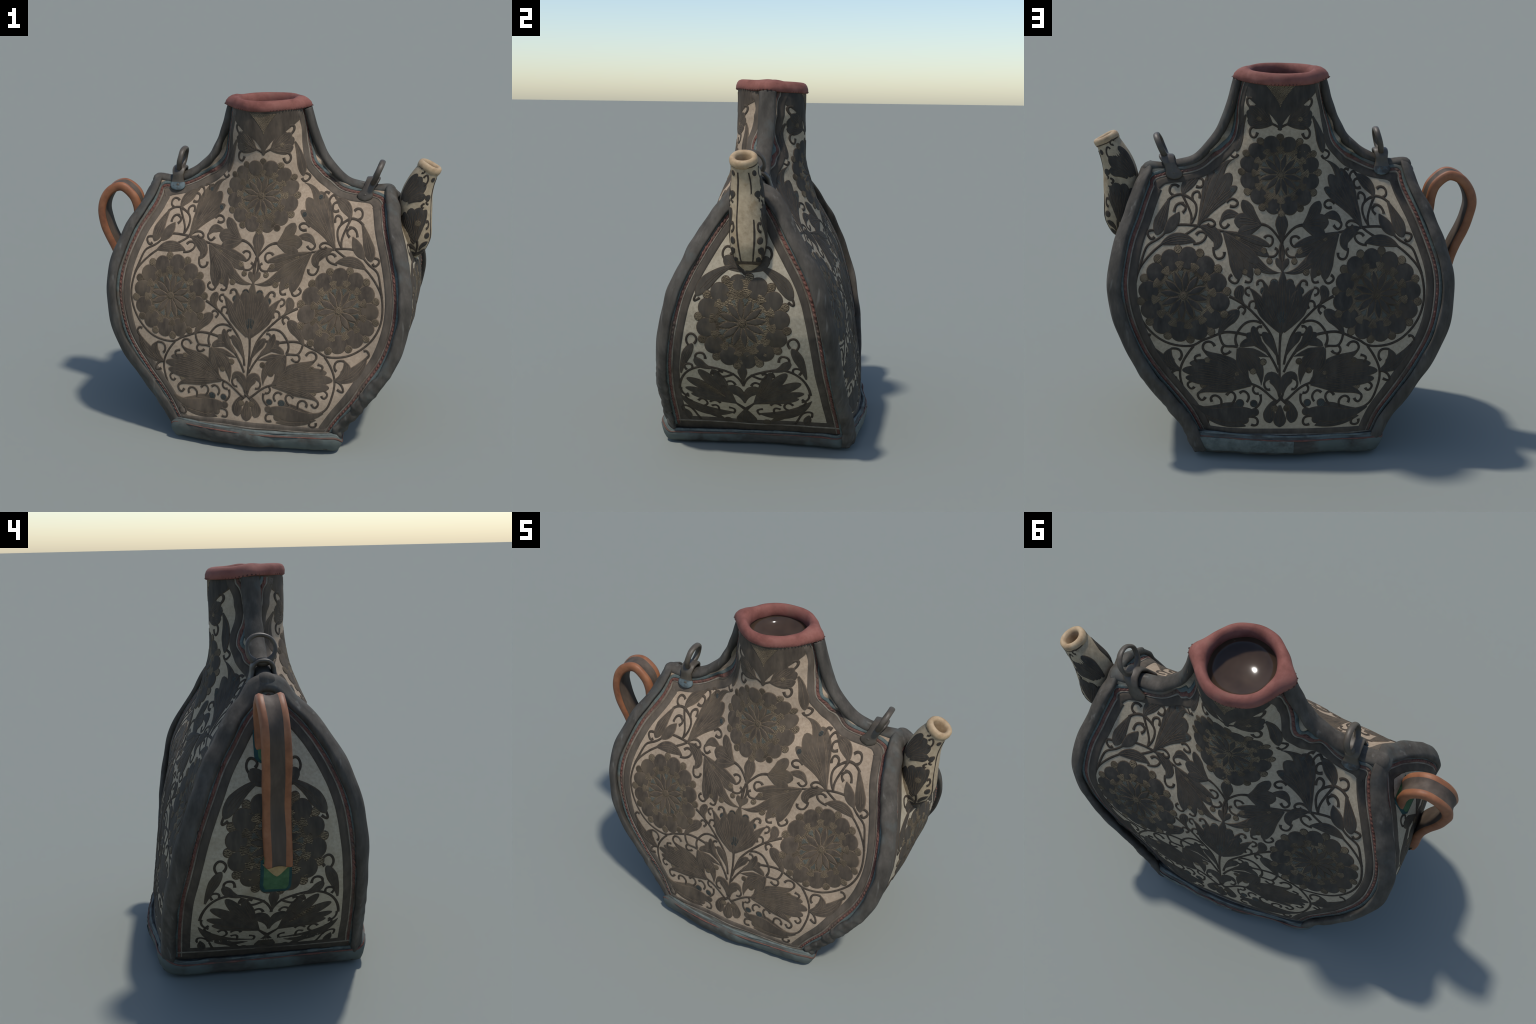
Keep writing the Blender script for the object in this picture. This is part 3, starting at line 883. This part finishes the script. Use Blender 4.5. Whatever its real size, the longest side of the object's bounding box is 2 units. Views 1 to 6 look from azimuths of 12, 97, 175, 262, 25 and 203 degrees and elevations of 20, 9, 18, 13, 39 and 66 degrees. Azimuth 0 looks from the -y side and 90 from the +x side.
def lower_bouquet():
    return {
        "bud": [("l", .022, [(.022, .55), (.055, .617), (.095, .668)]), ("s", [(.09, .655), (.124, .665), (.12, .691), (.098, .696)])],
        "bell_flower": [("s", [(.010, .46), (.038, .52), (.067, .565)]), ("l", .021, [(.062, .56), (.125, .639), (.143, .70)]), ("l", .025, [(.062, .56), (.129, .624), (.176, .663)]),
                        ("l", .022, [(.062, .56), (.147, .62), (.208, .595)])],
        "drooping_flower": [("l", .019, [(.216, .585), (.141, .566), (.060, .541)], blade), ("l", .027, [(.217, .585), (.12, .504), (.097, .396)], blade),
                            ("l", .026, [(.217, .585), (.198, .51), (.158, .427)], blade), ("l", .031, [(.214, .585), (.16, .526), (.128, .462)]),
                            ("b", .018, (.088, .516)), ("b", .018, (.139, .470))],
        "palmette": [("s", [(.009, .307), (.033, .322), (.077, .363), (.122, .393), (.174, .408)]),
                     ("l", .032, [(.150, .398), (.269, .510), (.366, .553), (.398, .586)], blade), ("l", .028, [(.16, .404), (.30, .485), (.406, .500), (.458, .500)]),
                     ("l", .031, [(.16, .402), (.32, .446), (.434, .461), (.494, .460)]), ("l", .029, [(.16, .402), (.321, .411), (.435, .419), (.477, .421)]),
                     ("l", .029, [(.150, .398), (.284, .383), (.387, .357), (.420, .325)], blade),
                     ("s", [(.374, .559), (.394, .584), (.384, .609), (.357, .615), (.335, .594)]), ("s", [(.387, .355), (.417, .326), (.401, .301), (.379, .32)]),
                     ("s", [(.421, .508), (.433, .53), (.404, .546)]), ("s", [(.447, .403), (.467, .38), (.452, .36), (.434, .373)]),
                     ("b", .019, (.371, .517)), ("b", .019, (.392, .453)), ("b", .019, (.388, .386)), ("b", .015, (.222, .455)), ("b", .015, (.236, .427)), ("b", .015, (.223, .395))],
        "vine": [("s", [(.438, .59), (.473, .541), (.501, .479), (.505, .425), (.49, .36), (.462, .297), (.421, .266), (.379, .254)]),
                 ("s", [(.125, .397), (.139, .374), (.13, .355), (.109, .353)]), ("s", [(.008, .368), (.005, .338), (-.019, .311)]), ("s", [(-.012, .33), (.015, .307), (.042, .276)])],
        "leaf": [("l", .034, [(.508, .462), (.584, .490), (.672, .610)], blade), ("l", .030, [(.508, .462), (.566, .509), (.546, .575)], blade),
                 ("s", [(.548, .57), (.506, .563), (.498, .536), (.511, .513)]), ("s", [(.657, .586), (.68, .613), (.67, .633), (.649, .633)]),
                 ("s", [(.507, .46), (.548, .439), (.556, .411), (.522, .418)])],
        "acanthus_leaf": [("l", .040, [(.444, .274), (.346, .237), (.231, .238), (.136, .258)]), ("l", .032, [(.405, .222), (.289, .205), (.176, .176)], lens),
                          ("l", .030, [(.42, .255), (.30, .262), (.19, .290)]), ("b", .020, (.135, .300), 4), ("b", .022, (.206, .300), 4), ("b", .022, (.130, .254), 1), ("b", .022, (.182, .210), 1),
                          ("s", [(.128, .275), (.101, .309), (.102, .348)]), ("s", [(.171, .307), (.162, .342), (.182, .363), (.207, .353)]),
                          ("s", [(.252, .29), (.23, .337), (.247, .357), (.274, .339)]), ("s", [(.304, .275), (.305, .318), (.331, .333), (.35, .321), (.347, .297)]),
                          ("s", [(.155, .229), (.118, .215), (.119, .187), (.149, .185)]), ("s", [(.375, .215), (.371, .179), (.398, .178), (.404, .205)])],
        "heart_lobe": [("l", .028, [(.006, .352), (.021, .414), (.050, .442), (.082, .405)], blade), ("s", [(.077, .417), (.081, .394), (.07, .375), (.051, .373)])],
        "cup_lobe": [("l", .029, [(.022, .318), (.053, .264), (.051, .195)]), ("b", .019, (.030, .274))],
    }


def on_axis():
    return {
        "stem": [("s", [(.002, .34), (.004, .467), (.006, .56), (.003, .67)]), ("s", [(0, .955), (-.002, 1.06), (-.002, 1.10)])],
        "tulip": [("l", .033, [(0, .666), (-.002, .798), (-.002, .975)], lens), ("b", .034, (0, .742), 4), ("l", .02, [(0, .655), (0, .70), (0, .735)], lens)],
        "heart": [("l", .016, [(-.002, .965), (.014, 1.00), (.030, 1.024)], drop), ("l", .016, [(-.002, .965), (-.016, 1.00), (-.032, 1.024)], drop)],
        "drop_leaf": [("l", .031, [(0, 1.10), (0, 1.163), (0, 1.232)], drop)],
        "cup": [("l", .031, [(.002, .29), (.002, .226), (.002, .172)])],
    }


PENDANT = [(1.884, .205), (1.872, .205), (1.812, .185), (1.79, .160), (1.758, .118), (1.738, .092), (1.727, .062), (1.70, .036), (1.671, .014), (1.638, .004)]


def compose(face):
    sheet, par = on_sheet(face), panels[face]
    if face == "front":
        ax = lambda z: np.interp(z, [.15, .45, .83, 1.15, 1.43, 1.7], [-.031, -.025, .004, .040, .044, .054])
        tl = lambda z: np.tan(np.radians(np.interp(z, [.15, .45, .83, 1.17, 1.34, 1.7], [.6, 1.7, 3.2, 3.3, 1.6, 1.2])))
        kx = .978
    else:
        ax = lambda z: np.interp(z, [.15, 1.2, 1.42, 1.7], [.0545, .0545, .060, .068])
        tl = lambda z: 0 * z
        kx = 1.

    def placer(s):
        def f(X, Z, h):
            X, Z = np.asarray(X, float), np.asarray(Z, float)
            w = np.stack([s * X, Z, 0 * X], -1).reshape(-1, 3)
            X2 = X + wobble(w, .0028, 9, 51 if face == "front" else 52).reshape(X.shape)
            Z2 = Z + wobble(w, .0028, 9, 53 if face == "front" else 54).reshape(X.shape)
            x = ax(Z2) + s * kx * X2
            return sheet(x, Z2 - tl(Z2) * (s * kx * X2), h)
        return f

    for s in (1, -1):
        p = placer(s)
        for group in (upper_sprig(), middle_band(), lower_bouquet()):
            for name, items in group.items():
                inlay(name.split(".")[0], items, p, par)
        rosette(p, (.4855, .835), .230, par, turn=.12)
    p = placer(1)
    for name, items in on_axis().items():
        inlay(name, items, p, par)
    rosette(p, (0, 1.418), .212, par, squash=.935, turn=.26)
    zz, ww = np.array(PENDANT).T
    V, F, I = ribbon([(0, a) for a in zz], lambda t: float(np.interp(1.884 - t * (1.884 - 1.638), zz[::-1], ww[::-1])), p, .0016, n=40)
    parts = [(V, F, I)]
    V, F, I = ribbon([(0, 1.862), (0, 1.80), (0, 1.752)], lambda t: max(.003, .075 * (1 - t) ** 1.3), p, .0030, n=16)
    parts.append((V, F, [2] * len(F)))
    V, F, I = join_parts(parts)
    fix_normals(make("pendant", V, F, TONES.get(par, INLAY), par, I))


for face in ("front", "back"):
    layer[0] = 0
    compose(face)


def gusset_sprays():
    """Half of the side-panel bouquet, y measured from its axis."""
    return {
        "leaf": [("s", [(0, .995), (.045, 1.024), (.092, 1.022)]), ("l", .031, [(.07, 1.035), (.160, .985), (.241, .885)]), ("s", [(.235, .905), (.249, .86), (.222, .875)])],
        "top_leaf": [("l", .032, [(.0, 1.005), (.07, 1.045), (.115, 1.075)], drop), ("s", [(.105, 1.06), (.125, 1.095), (.105, 1.125), (.075, 1.112), (.085, 1.088)])],
        "leaf.a": [("l", .024, [(.325, .465), (.290, .572), (.252, .64)]), ("s", [(.272, .63), (.285, .668), (.262, .693), (.234, .676), (.244, .64)])],
        "leaf.b": [("l", .022, [(.155, .506), (.238, .556), (.243, .565)]), ("s", [(.238, .554), (.232, .585), (.202, .59), (.188, .558)])],
        "vine": [("s", [(0, .408), (.042, .473), (.108, .501), (.203, .514), (.284, .482), (.330, .42), (.345, .36)]),
                 ("s", [(.042, .481), (.072, .467), (.11, .461), (.125, .486), (.10, .487)]), ("s", [(.138, .49), (.163, .473), (.15, .50)]), ("s", [(.26, .50), (.266, .525), (.297, .52), (.29, .49)]),
                 ("s", [(-.04, .285), (-.002, .24), (.034, .194)]), ("s", [(.10, .345), (.125, .372), (.108, .402), (.084, .388)]), ("s", [(.19, .285), (.155, .30), (.135, .283)])],
        "heart_lobe": [("l", .027, [(0, .295), (.036, .372), (.086, .393)]), ("s", [(.073, .384), (.091, .419), (.066, .433), (.042, .411)])],
        "palmette": [("s", [(0, .252), (.06, .30)]), ("l", .024, [(.05, .295), (.10, .40), (.150, .50)]), ("l", .028, [(.05, .295), (.15, .41), (.228, .495)]), ("l", .027, [(.05, .295), (.19, .385), (.298, .435)]),
                     ("l", .022, [(.05, .293), (.2, .345), (.312, .37)]), ("l", .020, [(.05, .29), (.17, .315), (.285, .333)]), ("l", .014, [(.1, .33), (.17, .385), (.23, .43)], lens, 2),
                     ("s", [(.299, .312), (.332, .332), (.338, .368)])],
        "acanthus_leaf": [("l", .030, [(.352, .32), (.230, .222), (.066, .218)], lens), ("l", .020, [(.30, .28), (.18, .19), (.12, .15)], lens), ("s", [(.074, .206), (.064, .241), (.092, .252)]),
                          ("s", [(.15, .22), (.16, .262), (.185, .255)]), ("s", [(.23, .25), (.206, .276), (.221, .303), (.253, .288)]), ("s", [(.287, .28), (.319, .311), (.30, .33)])],
        "corner_leaf": [("l", .020, [(.315, .135), (.336, .216)], lens), ("s", [(.349, .20), (.345, .238), (.306, .23), (.277, .18), (.256, .145)])],
        "bud": [("b", .022, (.108, .150), 1)],
    }


for side, cy, slope, k in ((1, -.037, .035, .97), (-1, .016, -.02, .92)):
    place, par = on_gusset(side), panels[side]

    def gp(s, place=place, cy=cy, slope=slope, k=k, side=side):
        def f(Y, Z, h):
            Y, Z = np.asarray(Y, float), np.asarray(Z, float)
            w = np.stack([s * Y, Z, 0 * Y], -1).reshape(-1, 3)
            Y2, Z2 = Y + wobble(w, .003, 9, 61 + side).reshape(Y.shape), Z + wobble(w, .003, 9, 65 + side).reshape(Y.shape)
            return place(cy - slope * (.75 - Z2) + s * k * Y2, Z2, h)
        return f
    layer[0] = 0
    for s in (1, -1):
        for name, items in gusset_sprays().items():
            inlay(name.split(".")[0], items, gp(s), par)
    inlay("drop_leaf", [("l", .024, [(0, .428), (0, .47), (0, .535)], drop)], gp(1), par)
    inlay("cup", [("l", .050, [(0, .25), (0, .19), (0, .125)], drop)], gp(1), par)
    rosette(gp(1), (0, .758), .244, par, turn=.15)


# ---------------------------------------------------------------- spout
SP_T = [0, .06, .14, .28, .48, .66, .80, .92, 1.0]
SP = dict(x=[.868, .868, .868, .872, .868, .874, .899, .930, .945], z=[1.012, 1.04, 1.085, 1.16, 1.29, 1.39, 1.465, 1.526, 1.556],
          y=[-.012, -.012, -.012, -.013, -.019, -.022, -.022, -.027, -.029], a=[.016, .050, .074, .090, .090, .086, .074, .062, .060],
          b=[.018, .050, .073, .087, .085, .079, .069, .062, .061], tilt=[-.35, -.25, -.1, .0, .0, .12, .30, .42, .46])
_t = np.linspace(0, 1, 90)
_spl = {k: catmull(np.c_[SP_T, v], 400) for k, v in SP.items()}
spv = lambda k, t: np.interp(t, _spl[k][:, 0], _spl[k][:, 1])


def on_spout(phi, t, h):
    """phi 0 faces outward (+x), positive towards the back; t 0 bottom to 1 mouth."""
    phi, t = np.asarray(phi, float), np.asarray(t, float)
    a, b, q = spv("a", t), spv("b", t), spv("tilt", t)
    ca, sb = np.cos(phi), np.sin(phi)
    r = (np.abs(ca) ** 2.3 + np.abs(sb) ** 2.3) ** (-1 / 2.3)
    u, v = (a + h) * ca * r, (b + h) * sb * r
    return np.stack([spv("x", t) + u * np.cos(q), spv("y", t) + v, spv("z", t) - u * np.sin(q)], -1)


PH = np.linspace(0, 2 * np.pi, 48, endpoint=False)
TT, PP = np.meshgrid(_t * .985, PH, indexing="ij")
V = on_spout(PP, TT, 0 * TT).reshape(-1, 3)
V += wobble(V, .0016, 30, 71)[:, None]
F = grid_faces(90, 48, True)
F.append(list(range(48))[::-1])
spout = fix_normals(make("spout", V, F, "spout"))
mx = np.array([spv("x", 1.), spv("y", 1.), spv("z", 1.)])
q = .46
e1, e2, e3 = np.array([math.cos(q), 0, -math.sin(q)]), np.array([0, 1., 0]), np.array([math.sin(q), 0, math.cos(q)])
prof = [(.058, -.030), (.0645, -.026), (.067, -.012), (.0655, .003), (.058, .011), (.049, .012), (.041, .006), (.037, -.006), (.035, -.05), (.034, -.14), (.001, -.142)]
A = np.linspace(0, 2 * np.pi, 40, endpoint=False)
V = np.vstack([mx + e1 * r * np.cos(A)[:, None] + e2 * r * np.sin(A)[:, None] + e3 * z for r, z in prof])
V += wobble(V, .0018, 40, 72)[:, None]
rim = fix_normals(make("spout_rim", V, grid_faces(len(prof), 40, True), "rim", spout))

# painted flowers along the two flanks, bordered stripes down the outer face
layer[0] = 0
for s in (-1, 1):
    pl = lambda x, z, h, s=s: on_spout(s * np.asarray(x) / .085, (np.asarray(z) - 1.0) / .56, h)
    F_ = lambda name, items: inlay(name, items, pl, spout)
    F_("stripe", [("s", [(.040, 1.04), (.036, 1.12), (.040, 1.22), (.034, 1.32), (.036, 1.42), (.034, 1.50)], .005)])
    F_("flower", [("l", .026, [(.125, 1.13), (.115, 1.20), (.072, 1.30)]), ("l", .034, [(.125, 1.13), (.125, 1.21), (.105, 1.315)]), ("l", .030, [(.125, 1.13), (.14, 1.21), (.150, 1.31)]),
                  ("l", .024, [(.128, 1.13), (.16, 1.19), (.185, 1.285)]), ("b", .018, (.118, 1.23), 2)])
    F_("flower", [("l", .026, [(.17, 1.335), (.13, 1.37), (.085, 1.385)]), ("l", .036, [(.19, 1.34), (.15, 1.40), (.108, 1.46)]), ("l", .034, [(.20, 1.34), (.175, 1.41), (.150, 1.485)]),
                  ("s", [(.115, 1.445), (.105, 1.48), (.125, 1.505), (.14, 1.485)]), ("l", .030, [(.22, 1.34), (.205, 1.40), (.19, 1.49)])])
    F_("leaf", [("l", .018, [(.10, 1.07), (.09, 1.10), (.058, 1.125)]), ("l", .018, [(.12, 1.07), (.16, 1.11), (.20, 1.12)]), ("l", .014, [(.11, 1.055), (.08, 1.06), (.055, 1.07)]),
                ("l", .014, [(.12, 1.055), (.16, 1.06), (.19, 1.055)]), ("s", [(.118, 1.05), (.115, 1.09), (.122, 1.14)]), ("s", [(.135, 1.12), (.175, 1.18), (.205, 1.25)]),
                ("s", [(.16, 1.15), (.18, 1.14), (.185, 1.16), (.17, 1.165)])])
    F_("scroll", [("s", [(.20, 1.10), (.175, 1.085), (.155, 1.095), (.165, 1.115)]), ("s", [(.215, 1.24), (.19, 1.262), (.175, 1.25), (.185, 1.235)]), ("s", [(.06, 1.33), (.075, 1.345), (.06, 1.36)]),
                  ("s", [(.19, 1.525), (.165, 1.53), (.155, 1.515), (.17, 1.505)]), ("s", [(.075, 1.20), (.058, 1.215), (.062, 1.235), (.075, 1.23)])])
    F_("bud", [("b", .020, (.068, 1.375), 1), ("b", .017, (.068, 1.165), 1), ("b", .016, (.07, 1.49), 1), ("s", [(.085, 1.34), (.10, 1.325), (.09, 1.31)])])
ringp = lambda x, z, h: on_spout(x, z, h)
V, F, I = ribbon([(a, .945) for a in np.linspace(.05, 2 * np.pi + .05, 9)], .008, ringp, .002, n=60)
fix_normals(make("neck_line", V, F, "line", spout))
V, F, I = ribbon([(a, .075) for a in np.linspace(.05, 2 * np.pi + .05, 9)], .016, ringp, .002, n=60)
fix_normals(make("root_line", V, F, "line", spout))

# ---------------------------------------------------------------- strap handle
HP = [(-.742, 1.160), (-.744, 1.215), (-.748, 1.278), (-.772, 1.340), (-.832, 1.389), (-.898, 1.370), (-.946, 1.313), (-.968, 1.240), (-.956, 1.160), (-.934, 1.090), (-.900, 1.010),
      (-.876, .935), (-.866, .860), (-.862, .780), (-.855, .710), (-.846, .664)]
hc = catmull(HP, 150)
HW, HT = .0625, .0230
t = np.gradient(hc, axis=0)
t /= np.linalg.norm(t, axis=1)[:, None]
nv = np.stack([t[:, 1], -t[:, 0]], 1)
nv *= np.where((nv[:, :1] * (-1) + 0) > 10, -1, 1)
outward = -np.sign((nv * (hc - np.array([-.86, 1.15]))).sum(1).mean())
nv = nv * (-outward)
sec = [(-1, -.5), (-1.0, .35), (-.93, .95), (-.75, 1.2), (-.5, 1.0), (-.25, .72), (0, .66), (.25, .72), (.5, 1.0), (.75, 1.2), (.93, .95), (1.0, .35), (1, -.5), (.9, -1), (0, -1), (-.9, -1)]
V = []
for w, k in sec:
    yy = np.interp(np.linspace(0, 1, 150), [0, .3, .6, 1], [.020, .028, .020, .010]) + HW * w + .003 * np.sin(np.linspace(0, 5, 150))
    V.append(np.stack([hc[:, 0] + nv[:, 0] * HT * k, yy, hc[:, 1] + nv[:, 1] * HT * k], 1))
V = np.stack(V, 1)
ns = len(sec)
W = V.reshape(-1, 3)
W = W + wobble(W, .0018, 40, 81)[:, None] * np.array([1, .6, .6])
F = grid_faces(150, ns, True)
I = []
for i in range(149):
    for j in range(ns):
        I.append(1 if j in (4, 5, 6, 7) or (12 < j < 15 and i > 40) else 0)
F += [list(range(ns)), list(range(149 * ns, 150 * ns))[::-1]]
I += [0, 0]
handle = fix_normals(make("strap_handle", W, F, ["orange", "strap"], root, I))
gl = on_gusset(-1)
for zt, zb, hw, tri in ((.690, .520, .072, True), (1.245, 1.105, .076, False)):
    for g, mat, hh in ((0, "greenedge", .005), (.009, "green", .0075)):
        zs = np.linspace(zt, zb + g, 26)
        us = np.linspace(-1, 1, 15)
        Z = np.repeat(zs[:, None], 15, 1)
        tt = np.linspace(0, 1, 26)[:, None]
        wd = (hw - g) * np.where(tt < .8, 1 + .02 * tt, 1.016 * np.sqrt(np.clip(1 - ((tt - .8) / .27) ** 2, .02, 1)))
        Y = .014 + us[None, :] * wd
        H = np.full(Y.shape, hh + .006)
        H[:, 0] = H[:, -1] = -.001
        H[0] = H[-1] = -.001
        o = fix_normals(make("handle_tab" if not g else "tab_face", gl(Y, Z, H).reshape(-1, 3), grid_faces(26, 15), mat, handle))
    if tri:
        V, F, I = ribbon([(.014, .668), (.014, .64), (.014, .606)], lambda q: .062 * (1 - q) ** .8 + .002, gl, .017, n=14)
        fix_normals(make("tan_patch", V, F, "tan", handle))
        V, F, I = ribbon([(-.045, .690), (.014, .688), (.074, .690)], .014, gl, .018, n=20)
        fix_normals(make("tab_fold", V, F, "green", handle))

# ---------------------------------------------------------------- hanging rings on riveted saddles
for side, bx, bz, fz, u in ((-1, -.477, 1.497, 1.424, (.24, .0, .97)), (1, .634, 1.452, 1.392, (.39, -.30, .87))):
    u = np.array(u) / np.linalg.norm(u)
    across = np.array([0, 1., 0]) - u[1] * u
    across /= np.linalg.norm(across)
    foot_c = np.array([bx, -.012 if side > 0 else .002, bz])
    cen = foot_c + u * (.072 if side > 0 else .066)
    n = 64
    a = np.linspace(0, 2 * np.pi, n, endpoint=False)
    wide = .0655
    tall = .064
    P = cen + np.outer(np.cos(a) * wide, across) + np.outer(np.sin(a) * tall, u)
    nrm3 = np.cross(u, across)
    low = np.clip((-np.sin(a) - .35) / .5, 0, 1)
    V = []
    k = 14
    b = np.linspace(0, 2 * np.pi, k, endpoint=False)
    rad = np.outer(np.cos(a), across) + np.outer(np.sin(a), u)
    thick = .0095 + .007 * low
    for i in range(n):
        V.append(P[i] + np.outer(np.cos(b) * thick[i], rad[i]) + np.outer(np.sin(b) * .0155, nrm3))
    V = np.vstack(V)
    V += wobble(V, .0014, 60, 91)[:, None]
    F = grid_faces(n, k, True)
    F += [((n - 1) * k + j, (n - 1) * k + (j + 1) % k, (j + 1) % k, j) for j in range(k)]
    ring = fix_normals(make("hanging_ring", V, F, "bronze"))
    # saddle: strap folded over the ridge from disc to disc
    prof = []
    for s in (-1, 1):
        dpt = float(SHEET["front" if s < 0 else "back"](np.array([bx - (.040 if side > 0 else 0)]), np.array([fz]))[0])
        prof.append((s, dpt))
    yf, yb = prof[0][1] + .012, prof[1][1] + .012
    path = [(-yf - .012, fz - .034), (-yf, fz + .004), (-max(.050, yf - .010), fz + .034), (-.046, bz - .012), (-.028, bz + .010), (0, bz + .016),
            (.028, bz + .010), (.046, bz - .012), (max(.050, yb - .010), fz + .034), (yb, fz + .004), (yb + .012, fz - .034)]
    pc = catmull(path, 90)
    tt = np.linspace(-1, 1, 90)
    hw = np.interp(abs(tt), [0, .25, .45, .60, .78], [.038, .037, .031, .034, .044]) * np.sqrt(np.clip(1 - np.clip((abs(tt) - .80) / .20, 0, 1) ** 2.2, .03, 1))
    tn = np.gradient(pc, axis=0)
    tn /= np.linalg.norm(tn, axis=1)[:, None]
    nn = np.stack([-tn[:, 1], tn[:, 0]], 1)
    lx = np.interp(pc[:, 1], [fz, bz + .02], [-.036 if side > 0 else 0, .008 if side > 0 else .006])
    V = []
    for w, kk in ((-1, -.3), (-1, .5), (-.85, 1), (0, 1.25), (.85, 1), (1, .5), (1, -.3), (.8, -1), (-.8, -1)):
        V.append(np.stack([bx - .004 + lx + hw * w, pc[:, 0] + nn[:, 0] * .0085 * kk, pc[:, 1] + nn[:, 1] * .0085 * kk], 1))
    V = np.stack(V, 1)
    F = grid_faces(90, 9, True) + [list(range(9)), list(range(89 * 9, 90 * 9))[::-1]]
    V = V.reshape(-1, 3)
    I = [0] * len(F)
    if side < 0:
        for i in range(89):
            if abs(tt[i]) > .70:
                for j in range(9):
                    I[i * 9 + j] = 1
    saddle = fix_normals(make("ring_saddle", V, F, ["bronze", "patina"], ring, I))
    for s, dp in ((-1, yf), (1, yb)):
        c = np.array([bx - (.040 if side > 0 else .002), s * (dp + .004), fz - .002])
        V = [c + np.array([0, s * .010, 0])]
        for r, h in ((.007, .009), (.011, .004), (.012, -.003)):
            V += [c + np.array([r * math.cos(x), s * h, r * math.sin(x)]) for x in np.linspace(0, 2 * np.pi, 12, endpoint=False)]
        F = grid_faces(3, 12, True, 1) + [(0, 1 + j, 1 + (j + 1) % 12) for j in range(12)]
        fix_normals(make("rivet", np.array(V), F, "bronze", ring))

# ---------------------------------------------------------------- foot, lip and welt details
# red saddle-stitch line and teal fold along the top of the foot binding
for (o0, z0, rr, mat, nm, bm_) in ((.0215, .117, .0042, "red", "foot_piping", .0015), (.006, .132, .0075, "patch", "foot_fold", .002)):
    P = np.c_[fp + nrm * o0, (np.full(len(fp), z0) + zoff * .6) * FOOT_DROP]
    P = np.vstack([P, P[:2]])
    V, F = tube(P, rr, rr, (0, 0, 1), 8, (bm_, 60, 33))
    fix_normals(make(nm, V, F, mat, foot_obj))
# greyish teal patch on the rear of the foot
sel = [i for i in range(len(fp)) if fp[i, 1] > .44 and -.02 < fp[i, 0] < .45]
V = np.vstack([FOOT_GRID[i, 3:7] + np.r_[nrm[i] * .004, 0] for i in sel])
fix_normals(make("foot_patch", V, grid_faces(len(sel), 4), "patch", foot_obj))
# stitches under the lip
parts = []
seat = lip_ring(.2020, 1.873, .046, 70)
seat[:, 2] += wobble(seat, .0032, 16, 41)
for k in range(70):
    c = seat[k]
    tng = seat[(k + 1) % 70] - seat[k - 1]
    tng /= np.linalg.norm(tng)
    d = np.cross(tng, [0, 0, 1.])
    V = [c + d * .004]
    V += [c + d * -.001 + tng * .0055 * math.cos(x) + np.array([0, 0, .004 * math.sin(x)]) for x in np.linspace(0, 2 * np.pi, 8, endpoint=False)]
    parts.append((np.array(V), [(0, 1 + j, 1 + (j + 1) % 8) for j in range(8)], 0))
V, F, I = join_parts(parts)
fix_normals(make("lip_stitching", V, F, "lipdark", lip, stuff=True))

bpy.context.view_layer.update()
